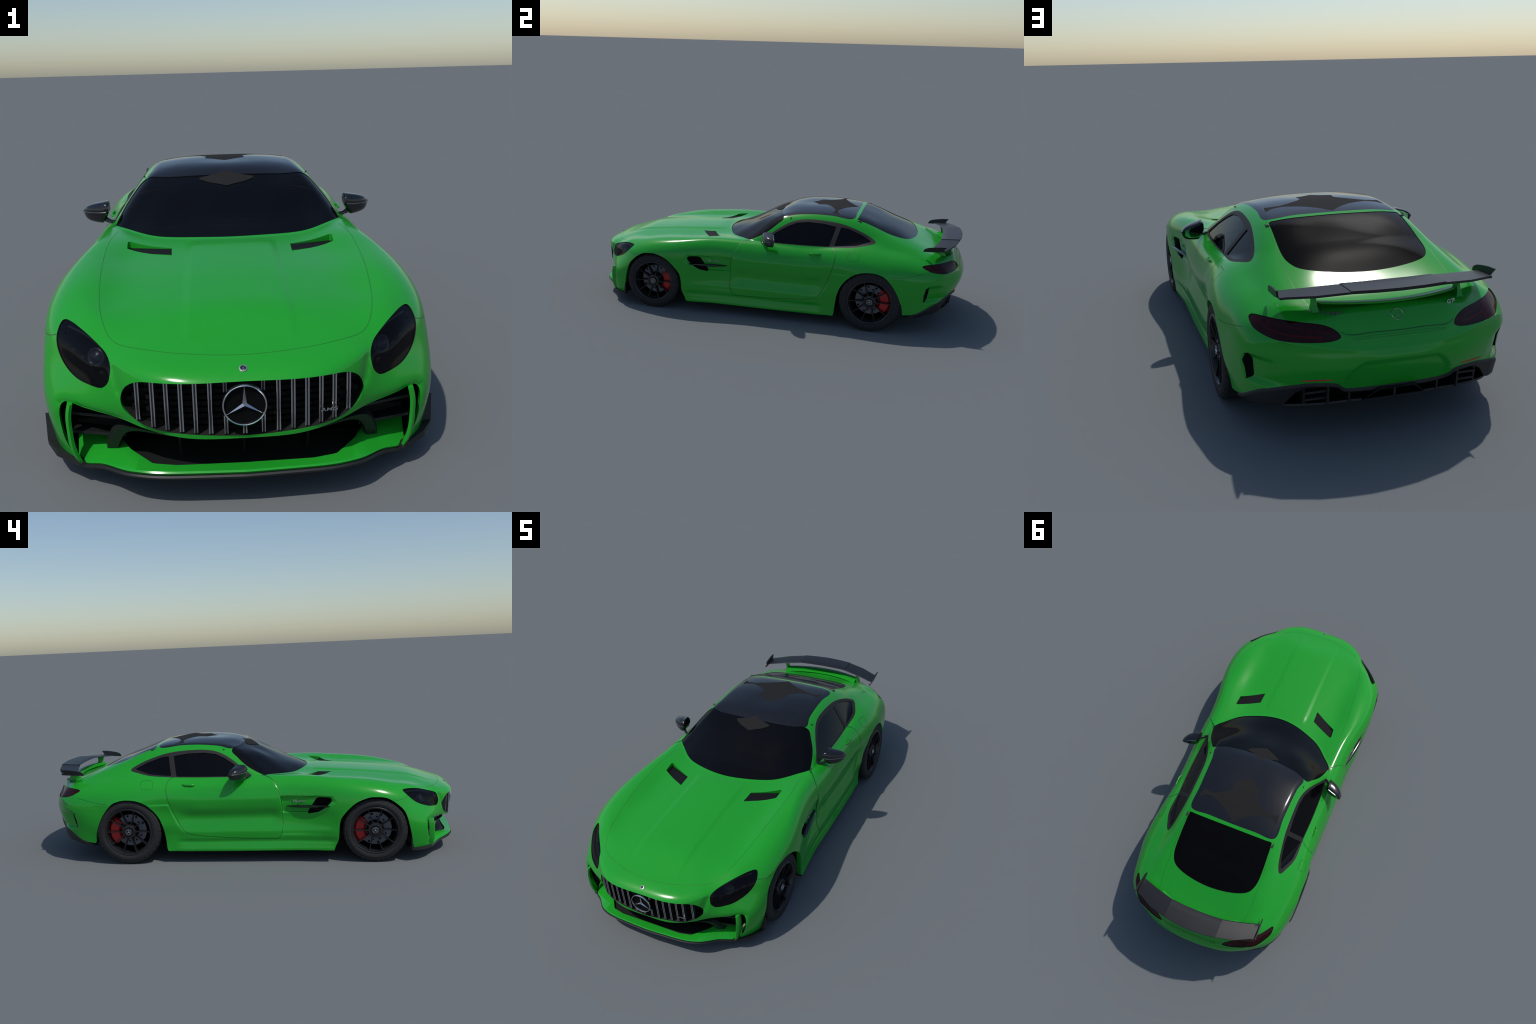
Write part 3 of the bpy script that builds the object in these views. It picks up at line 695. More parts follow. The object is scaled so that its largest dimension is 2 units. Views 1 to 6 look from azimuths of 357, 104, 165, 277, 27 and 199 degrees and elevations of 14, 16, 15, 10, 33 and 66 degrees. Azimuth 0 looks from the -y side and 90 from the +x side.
# =====================================================================
#  WHEELS
# =====================================================================
def star_points(r_out, r_in, depth, ring=None, n=3):
    """three-pointed star (ridge in the middle) in the y-z plane facing +x, optional ring"""
    V = [(depth, 0, 0)]; F = []
    for k in range(2 * n):
        a = math.pi / 2 + k * math.pi / n; r = r_out if k % 2 == 0 else r_in
        V.append((0, r * math.cos(a), r * math.sin(a)))
    for k in range(2 * n): F.append((0, 1 + k, 1 + (k + 1) % (2 * n)))
    parts = [(np.array(V), F)]
    if ring:
        ro, w = ring
        prof = [(0, ro - w), (depth * .8, ro - w * .8), (depth, ro - w * .5), (depth * .8, ro - w * .2), (0, ro)]
        parts.append(lathe(prof, 48))
    return join(*parts)

def build_wheel(name, R, W, x_out, rim_r, disc_r):
    """wheel at the origin, outer face toward +x at x = x_out relative to the hub centre plane"""
    hub = bpy.data.objects.new(name, None); bpy.context.scene.collection.objects.link(hub); hub.parent = ROOT
    xo = x_out
    # tyre carcass
    prof = [(xo - .012, rim_r - .004), (xo - .003, rim_r + .004), (xo + .000, rim_r + .016), (xo - .001, R - .018), (xo - .006, R - .007), (xo - .016, R - .0015), (xo - W/2, R),
            (xo - W + .016, R - .0015), (xo - W + .006, R - .007), (xo - W + .001, R - .018), (xo - W, rim_r + .016), (xo - W + .012, rim_r - .004)]
    ty = add('tyre', *lathe(prof, 96), 'rubber', hub, smooth_angle=50)
    # shoulder blocks of the tread: short grooves are left between them
    blocks = []
    nb = 36
    for k in range(nb):
        a0 = 2 * math.pi * (k + .08) / nb; a1 = 2 * math.pi * (k + .92) / nb
        rings = []
        for a in np.linspace(a0, a1, 4):
            rings.append([(x, r * math.cos(a), r * math.sin(a)) for x, r in [(xo - .0035, R - .013), (xo - .0040, R - .0075), (xo - .012, R - .0006), (xo - .022, R + .0004), (xo - .022, R - .006), (xo - .012, R - .010)]])
        blocks.append(loft(rings))
    tb = add('tread_blocks', *join(*blocks), 'rubber', hub, smooth_angle=30); tb['kind'] = 'stuff'
    # rim barrel and outer flange
    prof = [(xo - .010, rim_r - .0005), (xo - .004, rim_r + .003), (xo - .002, rim_r), (xo - .004, rim_r - .005), (xo - .012, rim_r - .009), (xo - .022, rim_r - .011), (xo - .075, rim_r - .018), (xo - W + .01, rim_r - .012)]
    rim = add('rim', *lathe(prof, 80), 'rim', hub, smooth_angle=40)
    # ten deep thin spokes
    L = rim_r - .008
    sec = []
    for r, xf, xb, w in [(.020, xo - .012, xo - .040, .0065), (.034, xo - .012, xo - .038, .0045), (.060, xo - .011, xo - .034, .0030), (L - .012, xo - .007, xo - .026, .0028), (L, xo - .006, xo - .024, .0042)]:
        sec.append([(xf, -w * .5, r), (xf, w * .5, r), (xb, w * .9, r), (xb, -w * .9, r)])
    V, F = loft(sec); me0 = add('spoke', V, F, 'rim', hub, smooth_angle=30)
    me0.rotation_euler = (math.radians(18), 0, 0)
    for k in range(1, 10):
        o = me0.copy(); bpy.context.scene.collection.objects.link(o); o.parent = hub
        o.rotation_euler = (math.radians(18) + 2 * math.pi * k / 10, 0, 0)
    # hub: ten-sided boss with five bolts, centre cap with star
    prof = [(xo - .050, .034), (xo - .018, .036), (xo - .012, .033), (xo - .0105, .024), (xo - .014, .0215), (xo - .014, .0175), (xo - .010, .0165)]
    add('hub_boss', *lathe(prof, 10), 'rim', hub)
    bolts = [ (lathe([(xo - .014, .0), (xo - .009, .0), (xo - .009, .0030), (xo - .014, .0034)], 6)) for _ in range(5)]
    bb = []
    for k, (v, f) in enumerate(bolts):
        a = 2 * math.pi * k / 5; bb.append((v + [0, .0262 * math.cos(a), .0262 * math.sin(a)], f))
    add('wheel_bolts', *join(*bb), 'plastic', hub)
    add('centre_cap', *lathe([(xo - .012, .0172), (xo - .0075, .0165), (xo - .006, .013), (xo - .0055, 0)], 40), 'gloss', hub, smooth_angle=40)
    v, f = star_points(.0115, .0022, .0012, ring=(.0135, .0018)); add('cap_star', v + [xo - .0058, 0, 0], f, 'chrome', hub)
    # brake disc, dark dots laid on the friction ring in place of holes
    xd = xo - .052
    add('brake_disc', *lathe([(xd - .010, .040), (xd, .040), (xd, disc_r), (xd - .010, disc_r)], 64), 'disc', hub, smooth_angle=30)
    dots = []
    for k in range(10):
        for r, da in ((disc_r * .90, -.12), (disc_r * .72, .14)):
            a = 2 * math.pi * k / 10 + da
            dots.append((lathe([(xd + .0006, 0), (xd + .0006, (.0052 if r > disc_r*.8 else .0040) if k % 5 else .0001), (xd - .002, .0042)], 12)[0] + [0, r * math.cos(a), r * math.sin(a)], lathe([(0, 0), (0, 1), (1, 1)], 12)[1]))
    dh = add('disc_hole_dots', *join(*dots), 'dark', hub); dh['kind'] = 'stuff'
    add('disc_bell', *lathe([(xd - .005, .042), (xd - .020, .039), (xd - .022, .0)], 40), 'rim', hub, smooth_angle=30)
    add('wheel_shadow_plate', *lathe([(xo - W + .008, rim_r - .012), (xo - W + .008, 0)], 48), 'dark', hub)
    # caliper hugging the rear of the disc
    rings = []
    for a in np.radians(np.linspace(-43, 43, 17)):
        k = 1 - .10 * (abs(a) / .75) ** 4
        r0, r1 = .046, rim_r * .925 * k
        rings.append([(x, r * math.cos(a), r * math.sin(a)) for x, r in [(xd - .020, r0), (xd + .010, r0), (xd + .021, r0 + .008), (xd + .021, r1 - .010), (xd + .010, r1), (xd - .020, r1)]])
    add('brake_caliper', *loft(rings), 'caliper', hub, smooth_angle=35)
    return hub
def place_wheel(src_name, R, W, x_out, rim_r, disc_r, y):
    for sx in (1, -1):
        h = build_wheel('front_wheel' if y < 0 else 'rear_wheel', R, W, .0, rim_r, disc_r)
        if sx > 0:
            h.location = (x_out, y, R)
        else:            # turn about z; caliper must stay behind the axle so flip it back
            h.location = (-x_out, y, R); h.rotation_euler = (0, 0, math.pi)
            for c in h.children:
                if c.name.startswith('brake_caliper'): c.rotation_euler = (math.pi, 0, 0)
place_wheel('front_wheel', .1465, .118, .436, .1065, .076, -AXF)
place_wheel('rear_wheel', .1545, .136, .434, .1110, .076, AXR)

# wheel wells
def well(y, z, r, x0, x1):
    prof = [(x0, 0), (x0, r), (x1, r)]
    V, F = lathe(prof, 64); V = V + [0, y, z]
    return V, [f for f in F if min(V[i][2] for i in f) > .10]
for y, z, r in ((-AXF, .150, .168), (AXR, .156, .170)):
    V, F = well(y, z, r, .26, .405)
    pair('wheel_well', V, F, 'dark')

# =====================================================================
#  FRONT: grille, mouth, splitter
# =====================================================================
gy = lambda x, z: -.992 + .55 * x * x + 1.2 * max(0, abs(x) - .17) ** 2 * 6 + .06 * max(0, .24 - z)   # front plane of the grille
# backing mesh of stacked bricks
rows = []
for r, zc in enumerate(np.arange(.158, .272, .0135)):
    for k in range(-9, 10):
        x = .0275 * k + (.0137 if r % 2 else 0)
        if (x / .245) ** 2 + ((zc - .212) / .066) ** 2 > 1.05: continue
        rows.append(box((x, gy(x, zc) + .034, zc), (.0262, .008, .0085)))
g = add('grille_mesh', *join(*rows), 'mesh'); g['kind'] = 'stuff'
back = [(x, .0, z) for x, z in []]
def grille_floor():
    # dark inner surround: outline pushed back into the car
    L = GRILLE.L[::3]; a = [(x, gy(x, z) + .004, z) for x, z in L]; b = [(x * .97, gy(x, z) + .06, .212 + (z - .212) * .93) for x, z in L]
    V, F = loft([a, b], caps=False); F.append(tuple(range(len(a), 2 * len(a))))
    return V, F
add('grille_surround', *grille_floor(), 'trim', smooth_angle=40)
def grille_edge(x, up):
    L = GRILLE.L; zz = [z for (x0, z0), (x1, z1) in zip(L, np.roll(L, -1, 0)) for z in [z0 + (z1 - z0) * (x - x0) / (x1 - x0 + 1e-12)] if (x0 - x) * (x1 - x) <= 0]
    return max(zz) if up else min(zz)
for xs in (0, .0362, .0658, .0945, .1222, .1498, .1768, .2072):
    for sx in ((1,) if xs == 0 else (1, -1)):
        x = xs * sx; zt = grille_edge(x, True) - .0015; zb = grille_edge(x, False) + .004
        if xs == 0: zt_list = [(zb, .182)]
        elif xs < .04: zt_list = [(zb, .197), (.247, zt)]
        else: zt_list = [(zb, zt)]
        segs = []
        for z0, z1 in zt_list:
            for dx in (-.0029, .0029):
                P = [(x + dx, gy(x, z) + .006, z) for z in np.linspace(z0, z1, 6)]
                segs.append(tube(P, .0015, 6))
            ring = [[(x - .0026, gy(x, z) + .0065, z), (x + .0026, gy(x, z) + .0065, z), (x + .0026, gy(x, z) + .024, z), (x - .0026, gy(x, z) + .024, z)] for z in np.linspace(z0, z1, 6)]
            segs.append(loft(ring))
        nch = 2 * len(zt_list)
        bars = join(*[s for i, s in enumerate(segs) if i % 3 != 2]); fins = join(*[s for i, s in enumerate(segs) if i % 3 == 2])
        add('grille_slat', *bars, 'chrome', smooth_angle=60); add('grille_fin', *fins, 'plastic')
# big star
RX90 = Matrix.Rotation(-math.pi / 2, 4, 'Z')
def place(obj, loc, face, tilt=0.):
    """turn a +x facing emblem toward 'face' (horizontal angle, degrees from +x), lean by tilt"""
    obj.matrix_world = Matrix.Translation(loc) @ Matrix.Rotation(math.radians(face), 4, 'Z') @ Matrix.Rotation(math.radians(-tilt), 4, 'Y')
add_star = lambda nm, r, ring, d, mat: add(nm, *star_points(r, r * .11, d, ring=ring), mat)
em = bpy.data.objects.new('grille_emblem', None); bpy.context.scene.collection.objects.link(em); em.parent = ROOT
st = add('emblem_star', *star_points(.040, .0052, .005, ring=(.0435, .0045)), 'chrome', em)
place(st, (0, -.9935, .2225), -90, -3)
bd = add('emblem_disc', *lathe([(-.006, .043), (-.001, .0425), (-.001, 0)], 48), 'dark', em, smooth_angle=40); place(bd, (0, -.9935, .2225), -90, -3)
# bonnet badge
nb = add('bonnet_badge', *lathe([(0, .0082), (.0010, .0080), (.0013, .006), (.0014, 0)], 32), 'silver'); place(nb, (0, -.9725, .288), -90, 58)
ns = add('badge_star', *star_points(.0050, .0010, .0008, ring=(.0058, .0010)), 'chrome', nb); ns.matrix_world = nb.matrix_world @ Matrix.Translation((.0014, 0, 0))
nd = add('badge_field', *lathe([(.0002, .0062), (.0015, .0062), (.0015, 0)], 24), 'gloss', nb); nd.matrix_world = nb.matrix_world.copy()

# under-grille lip
lipc = [(-.235,.186),(-.218,.176),(-.17,.160),(-.10,.1505),(0,.147),(.10,.1505),(.17,.160),(.218,.176),(.235,.186)]
# mouth lining
ML = np.array([(x, max(z, float(np.interp(abs(x), [.2, .29, .36], [.066, .054, .040])))) for x, z in MOUTH.L[::4]])
def front_y(x, z):
    """front skin position at (x, z) by walking in"""
    y = np.linspace(-1.05, -.55, 251); f = body_field(np.full(251, x), y, np.full(251, z)); return y[np.argmax(f < 0)]
a = [(x, front_y(x, max(z, .056)) + .012, z) for x, z in ML]; b = [(x * .97, -.755, .1 + (z - .1) * .98) for x, z in ML]
V, F = loft([a, b], caps=False); F.append(tuple(range(len(a), 2 * len(a))))
add('mouth_lining', V, F, 'dark')
# inner green beam glimpsed through the mouth
add('bumper_beam', *box((0, -.80, .122), (.44, .02, .044)), 'paint')
# splitter plate: green upper, black lower lip
SPL = [(0,-.989),(.12,-.983),(.205,-.970),(.235,-.956),(.29,-.905),(.338,-.866),(.352,-.846)]
def splitter_ring(x, y, z, grow, back, zb, thick):
    n = np.array([x * 1.6, -1.0]); n /= np.linalg.norm(n); f = np.array([x, y]) + n * grow
    return [(f[0], f[1], z - .001), (f[0] - n[0]*.003, f[1] - n[1]*.003, z + .002), (back[0], back[1], zb), (back[0], back[1], zb - thick), (f[0] - n[0]*.004, f[1] - n[1]*.004, z - thick)]
def splitter(dz, grow, thick, deep):
    s = smooth_open(SPL, 8); rings = []
    for p in [(-p[0], p[1]) for p in s[:0:-1]] + [tuple(p) for p in s]:
        x, y = p; ax = abs(x); sg = 1 if x >= 0 else -1
        z = float(pchip([0,.12,.205,.235,.29,.338,.352], [.0785,.0785,.0785,.0765,.066,.051,.048], ax)) + dz
        if deep: bk = (x * .97, -.84 + .1 * ax); zb = z
        else:
            bk = (sg * float(np.interp(ax, [0,.19,.235,.29,.338,.352], [0,.185,.235,.268,.33,.356])), float(np.interp(ax, [0,.14,.19,.235,.29,.338,.352], [-.953,-.955,-.945,-.885,-.82,-.80,-.80])))
            zb = float(np.interp(ax, [0,.19,.29,.352], [.078,.082,.086,.084])) + dz
        rings.append(splitter_ring(x, y, z, grow, bk, zb, thick))
    return loft(rings)
add('splitter', *splitter(0, 0, .007, False), 'paint', smooth_angle=40)
add('splitter_lip', *splitter(-.0078, .0035, .007, True), 'plastic', smooth_angle=40)
for sx in (1, -1):
    # upright green blade in the corner
    bl = smooth_open([(.3535,-.872,.184),(.357,-.876,.165),(.357,-.878,.130),(.354,-.878,.095),(.347,-.874,.066),(.340,-.868,.047)], 5)
    rings = [[(sx * (p[0] - .005), p[1] + .001, p[2]), (sx * (p[0]), p[1] - .004, p[2]), (sx * (p[0] + .007), p[1] + .002, p[2]), (sx * (p[0] + .009), p[1] + .022, p[2]), (sx * (p[0] + .004), p[1] + .022, p[2])] for p in bl]
    V, F = loft(rings); add('corner_blade', V, F if sx > 0 else [f[::-1] for f in F], 'paint', smooth_angle=40)
    # duct louvres
    for z0, dz in ((.150, .0), (.108, .004)):
        V, F = loft([[(sx * .245, -.872, z0 + dz), (sx * .245, -.872, z0 - .006 + dz), (sx * .245, -.83, z0 - .004)], [(sx * .358, -.846, z0 + .006), (sx * .358, -.846, z0), (sx * .358, -.80, z0 + .002)]])
        add('duct_louvre', V, F if sx > 0 else [f[::-1] for f in F], 'plastic')
    V, F = box((sx * .310, -.765, .125), (.11, .004, .11)); add('duct_back', V, F, 'plastic')
    # black divider between mouth and duct, arching inward along the top
    dv = smooth_open([(.278,-.850,.060),(.272,-.868,.085),(.263,-.882,.110),(.250,-.895,.132),(.222,-.912,.143),(.17,-.932,.141),(.08,-.948,.137),(.0,-.953,.134)], 5)
    wd = np.interp(np.linspace(0, 1, len(dv)), [0, .3, .45, .6, 1], [.015, .014, .011, .006, .003])
    rings = [[(sx * (p[0] - w * .9), p[1] + .012, p[2] - w * .4), (sx * (p[0] - w * .6), p[1] - .004, p[2] - w * .3), (sx * (p[0] + w * .7), p[1] - .004, p[2] + w * .5), (sx * (p[0] + w), p[1] + .014, p[2] + w * .5)] for p, w in zip(dv, wd)]
    V, F = loft(rings); add('mouth_divider', V, F if sx > 0 else [f[::-1] for f in F], 'plastic', smooth_angle=50)
    # black side blade under the bumper corner
    st = [(-.769, [(.431,.120),(.4285,.052),(.40,.052),(.41,.118)]), (-.7805, [(.4285,.060),(.4275,.050),(.39,.050),(.395,.058)]), (-.830, [(.398,.060),(.400,.047),(.37,.047),(.37,.058)]), (-.872, [(.344,.053),(.346,.043),(.32,.043),(.32,.052)])]
    V, F = loft([[(sx * x, y, z) for x, z in r] for y, r in st]); add('side_splitter_blade', V, F if sx > 0 else [f[::-1] for f in F], 'plastic')
for x in (-.131, 0, .131):
    add('mouth_post', *tube([(x, -.925, .132), (x, -.905, .10), (x, -.89, .062)], [.003, .003, .0045], 8), 'plastic', smooth_angle=40)

# =====================================================================
#  SIDES: vent fin, handles, mirrors
# =====================================================================
for sx in (1, -1):
    fin = smooth_open([(.4430,-.405,.2635),(.440,-.36,.2635),(.430,-.29,.263),(.4175,-.235,.2625),(.408,-.205,.2625)], 5)
    n = len(fin); rings = []
    for i, p in enumerate(fin):
        k = math.sin(math.pi * (i + .6) / (n + .2)) ** .5
        rings.append([(sx * (p[0]), p[1], p[2] + .0005), (sx * (p[0] - .006), p[1], p[2] + .0060 * k), (sx * (p[0] - .022), p[1], p[2] + .004 * k), (sx * (p[0] - .022), p[1], p[2] - .004 * k), (sx * (p[0] - .006), p[1], p[2] - .0060 * k)])
    V, F = loft(rings); add('vent_fin', V, F if sx > 0 else [f[::-1] for f in F], 'gloss', smooth_angle=50)
    add('vent_lining', *box((sx * .405, -.36, .268), (.004, .13, .085)), 'dark')
    # door handle: bar over a shallow cup
    hb = smooth_open([(.385,.221,.3665),(.393,.232,.3675),(.3945,.255,.3685),(.392,.278,.3695),(.384,.289,.370)], 5)
    rings = [[(sx * (p[0] + .0035 * math.cos(a)), p[1], p[2] + .0062 * math.sin(a) * (.55 + .45 * math.sin(math.pi * i / (len(hb) - 1)))) for a in np.linspace(0, 2 * math.pi, 12, endpoint=False)] for i, p in enumerate(hb)]
    V, F = loft(rings); add('door_handle', V, F if sx > 0 else [f[::-1] for f in F], 'paint', smooth_angle=50)
    # mirror
    mr = bpy.data.objects.new('wing_mirror', None); bpy.context.scene.collection.objects.link(mr); mr.parent = ROOT
    rings = []
    for x in list(np.linspace(.3695, .440, 12)) + [.446, .450, .4525, .4538]:
        yf = float(pchip([.369,.39,.41,.43,.445,.4545], [-.026,-.022,-.012,.002,.019,.038], x)); yb = float(pchip([.369,.39,.43,.4545], [.034,.040,.050,.055], x))
        zt = float(pchip([.369,.373,.385,.417,.4435,.4545], [.447,.457,.454,.447,.4365,.4245], x)); zb = float(pchip([.369,.378,.391,.429,.446,.4545], [.420,.402,.388,.393,.402,.4195], x))
        cy, cz, ry, rz = (yf + yb) / 2, (zt + zb) / 2, (yb - yf) / 2, (zt - zb) / 2; ring = []
        for a in np.linspace(0, 2 * math.pi, 32, endpoint=False):
            c, s_ = math.cos(a), math.sin(a); e = .38 if c > 0 else .72
            yy = np.sign(c) * abs(c) ** e; zz = np.sign(s_) * abs(s_) ** (.45 if c > 0 else .62)
            ring.append((sx * x, cy + ry * yy, cz + rz * zz))
        rings.append(ring)
    V, F = loft(rings); add('mirror_housing', V, F if sx > 0 else [f[::-1] for f in F], 'gloss', mr, smooth_angle=60)
    # styling crease band and turn signal along the outer face
    band = [np.array([sx * x, y, z]) for x, y, z in ((.3755,-.0245,.4245),(.39,-.0240,.4235),(.41,-.0140,.4225),(.43,.0005,.4215),(.445,.0175,.4210),(.4545,.037,.4215))]
    V, F = tube(band, .0022, 6); add('mirror_signal', V, F, 'lampin', mr, smooth_angle=40)
    V, F = prism([(.380, .398), (.428, .401), (.442, .410), (.441, .428), (.424, .439), (.380, .447)], 'y', .033, .0358); V[:, 1] += .27 * (V[:, 0] - .377); V = V * [sx, 1, 1]
    add('mirror_glass', V, F, 'chrome', mr)
    add('mirror_arm', *[(v * [sx, 1, 1], f) for v, f in [tube(smooth_open([(.343,-.036,.397),(.354,-.030,.3965),(.366,-.020,.3975),(.380,-.008,.4005),(.400,.005,.4005)], 4), [.0062] * 8 + [.0075] * 9, 10)]][0], 'gloss', mr, smooth_angle=50)

# =====================================================================
#  REAR: wing, diffuser, exhaust
# =====================================================================
def wing_edge(x):
    ax = abs(x)
    return float(np.interp(ax, [0, .07, .135, .224, .305], [.8735, .872, .867, .845, .819])), float(np.interp(ax, [0, .07, .135, .224, .303], [.9765, .972, .962, .9395, .899]))
def wing_z(x): return float(np.interp(abs(x), [0, .135, .225, .31], [.4385, .4375, .429, .420]))
def wing_part(x0, x1, lift):
    rings = []
    for x in np.linspace(x0, x1, 13):
        f, r = wing_edge(x); z = wing_z(x) + lift; c = r - f
        rings.append([(x, f, z - .0035), (x, f + .004, z - .0010), (x, f + .35 * c, z + .0005), (x, r - .004, z + .0032), (x, r, z + .0030), (x, r, z - .0035 - lift), (x, f + .4 * c, z - .007 - lift), (x, f + .006, z - .0055)])
    return loft(rings)
wing = bpy.data.objects.new('rear_wing', None); bpy.context.scene.collection.objects.link(wing); wing.parent = ROOT
add('wing_blade', *wing_part(-.1355, .1355, .0022), 'carbon', wing, smooth_angle=30)
for sx in (1, -1):
    V, F = wing_part(.1355, .311, 0); V = V * [sx, 1, 1]; add('wing_blade', V, F if sx > 0 else [f[::-1] for f in F], 'carbon', wing, smooth_angle=30)
    pl = [(.7866,.4105),(.7905,.4215),(.798,.4280),(.8125,.4335),(.840,.4385),(.868,.4422),(.9005,.4437),(.889,.4280),(.885,.4215),(.8666,.4155),(.84,.4130)]
    xa = .311; V, F = loft([[(sx * (xa + .25 * max(0, z - .42)), y, z) for y, z in pl], [(sx * (xa + .0045 + .28 * max(0, z - .42)), y, z) for y, z in pl]]); add('end_plate', V, F if sx > 0 else [f[::-1] for f in F], 'carbon', wing)
    st = [[(.200,.862,.374),(.220,.862,.374),(.222,.900,.372),(.202,.900,.372)], [(.2065,.866,.390),(.2175,.866,.390),(.2185,.894,.386),(.2065,.894,.386)], [(.2085,.860,.412),(.2165,.860,.412),(.2165,.889,.406),(.2085,.889,.406)], [(.207,.856,.4275),(.218,.856,.4275),(.218,.890,.4270),(.207,.890,.4270)]]
    V, F = loft([[(sx * x, y, z) for x, y, z in r] for r in st]); add('wing_strut', V, F if sx > 0 else [f[::-1] for f in F], 'paint', wing, smooth_angle=35)

rings = []
for x in np.linspace(-.207, .207, 41):
    t = abs(x) / .207; yt = .934 - .048 * t ** 2; zt = .3965 + .0015 * t; yb = yt - .055; k = 1 - smooth(t, .93, 1.0) * .75
    rings.append([(x, yb, zt - .0115), (x, yb + .025, zt - .0045), (x, yt - .004, zt), (x, yt, zt - .001), (x, yt + .0005, zt - .005 * k - .0005), (x, yt - .012, zt - .012), (x, yt - .03, zt - .022)])
add('ducktail_spoiler', *loft(rings), 'paint', smooth_angle=50)
add('boot_light_block', *box((0, .64, .215), (.56, .44, .004)), 'dark')  # added dark sheet, keeps sun from leaking through the tail onto the ground
for sx in (1, -1):
    for c_, s_ in (((.240, .066, .5125), (.012, .010, .004)), ((.229, .452, .5175), (.014, .022, .004)), ((.262, .098, .515), (.004, .006, .004))):
        add('roof_clip', *box((sx * c_[0], c_[1], c_[2]), s_), 'trim')
# diffuser: trim following the painted edge, dark tunnel, fins
def skin_y(x, z):
    y = np.linspace(1.03, .5, 266); f = body_field(np.full(266, abs(x)), y, np.full(266, z)); return y[np.argmax(f < 0)]
xs = np.linspace(-.405, .405, 91)
edge = [np.array([x, skin_y(x, float(pchip(*zip(*REAR_EDGE), abs(x)))), float(pchip(*zip(*REAR_EDGE), abs(x)))]) for x in xs]
rings = []
for p in edge:
    n = np.array([p[0] * .9, .8, 0]); n /= np.linalg.norm(n); t = 1 - smooth(abs(p[0]), .36, .41)
    h = float(np.interp(abs(p[0]), [0, .13, .18, .24, .28, .31, .36, .39, .405], [.010, .010, .012, .016, .026, .058, .050, .030, .014]))
    rings.append([p + n * .001 + [0, 0, .001], p + n * .004 + [0, 0, -.004], p + n * .003 + [0, 0, -.010], p - n * .006 + [0, 0, -h], p - n * .014 + [0, 0, -h - .001], p - n * .016 + [0, 0, .002]])
add('diffuser_trim', *loft(rings), 'plastic', smooth_angle=50)
rings = []
for p in edge:
    q = np.array([p[0] * .94, p[1] - .055, max(.085, p[2] - .055)]); r_ = np.array([p[0] * .92, .74, .075])
    rings.append([p - [0, .012, .008], q, r_])
V, F = loft(rings, closed=False, caps=False); add('diffuser_tunnel', V, F, 'dark', smooth_angle=50)
fins = []
for x, h0, h1, yb in ((.131, .1170, .172, .936), (.1925, .1175, .182, .938), (.255, .1165, .180, .918)):
    for sx in (1, -1):
        v, f = loft([[(sx * (x - .003), yb, h0), (sx * (x + .003), yb, h0), (sx * (x + .003), yb + .006, h1), (sx * (x - .003), yb + .006, h1)], [(sx * (x * .98 - .003), .78, .078), (sx * (x * .98 + .003), .78, .078), (sx * (x * .98 + .003), .80, .12), (sx * (x * .98 - .003), .80, .12)]])
        add('diffuser_fin', v, f, 'plastic')
for sx in (1, -1):   # outlet box between the outer fins
    for z0, yb in ((.133, .918), (.156, .925)):
        add('outlet_bar', *box((sx * .224, yb, z0), (.060, .012, .006)), 'plastic')
    V, F = box((sx * .225, .885, .145), (.07, .01, .05)); add('outlet_back', V, F, 'dark')
# lower valance between the fins
DIF = [(0,.938,.116),(.07,.938,.116),(.13,.935,.117),(.20,.934,.118),(.265,.918,.116),(.30,.893,.109),(.34,.855,.106),(.37,.81,.100),(.40,.755,.092)]
d_ = smooth_open(DIF, 5); rings = []
for p in [p * [-1, 1, 1] for p in d_[:0:-1]] + list(d_):
    rings.append([p, p + [0, -.002, .005], (p[0] * .96, .76 if p[1] > .8 else p[1] - .03, .088), (p[0] * .96, .76 if p[1] > .8 else p[1] - .03, .082)])
add('diffuser_plate', *loft(rings), 'plastic', smooth_angle=40)
# central tailpipe: trapezoid trim with two ducts
def trap(w0, w1, z0, z1, y, n=6):
    return smooth_closed([(-w0, y, z0 + .006), (-w0 + .008, y, z0), (w0 - .008, y, z0), (w0, y, z0 + .006), (w1, y, z1 - .003), (w1 - .008, y, z1), (-w1 + .008, y, z1), (-w1, y, z1 - .003)], n)
rg = [trap(.078, .052, .122, .156, .88), trap(.086, .056, .1185, .157, .934), trap(.087, .057, .118, .158, .940), trap(.080, .051, .122, .153, .940), trap(.078, .049, .123, .152, .90)]
for r_ in rg: r_[:, 1] += .6 * (r_[:, 2] - .119)
V, F = loft(rg, caps=False); F.append(tuple(range(4 * len(rg[0]), 5 * len(rg[0])))); add('exhaust_trim', V, F, 'gloss', smooth_angle=50)
add('exhaust_divider', *box((0, .930, .139), (.006, .03, .032)), 'plastic')
# reflectors and rear emblem / lettering
def on_rear(x, z, off=.0015):
    y = skin_y(x, z); e = 1e-3
    f = lambda a, b, c: float(body_field(np.array([abs(a)]), np.array([b]), np.array([c]))[0])
    n = np.array([f(x+e, y, z) - f(x-e, y, z), f(x, y+e, z) - f(x, y-e, z), f(x, y, z+e) - f(x, y, z-e)]); n /= np.linalg.norm(n)
    return np.array([x, y, z]) + n * off, n
for sx in (1, -1):
    top, bot = [], []
    for x, z, h in ((.185,.2015,.0008),(.21,.2015,.0022),(.24,.1985,.0022),(.2685,.1955,.0008)):
        p, n = on_rear(x, z); top.append((sx * p[0], p[1], p[2] + h)); bot.append((sx * p[0], p[1], p[2] - h))
    V = np.array(top + bot); V = np.concatenate([V, V - [0, .006, 0]]); F = [(i, i+1, i+5, i+4) for i in range(3)] + [(8, 12, 15, 11)] 
    add('red_reflector', V, [f if sx < 0 else f[::-1] for f in F], 'red')
p, n = on_rear(0, .3605, .001)
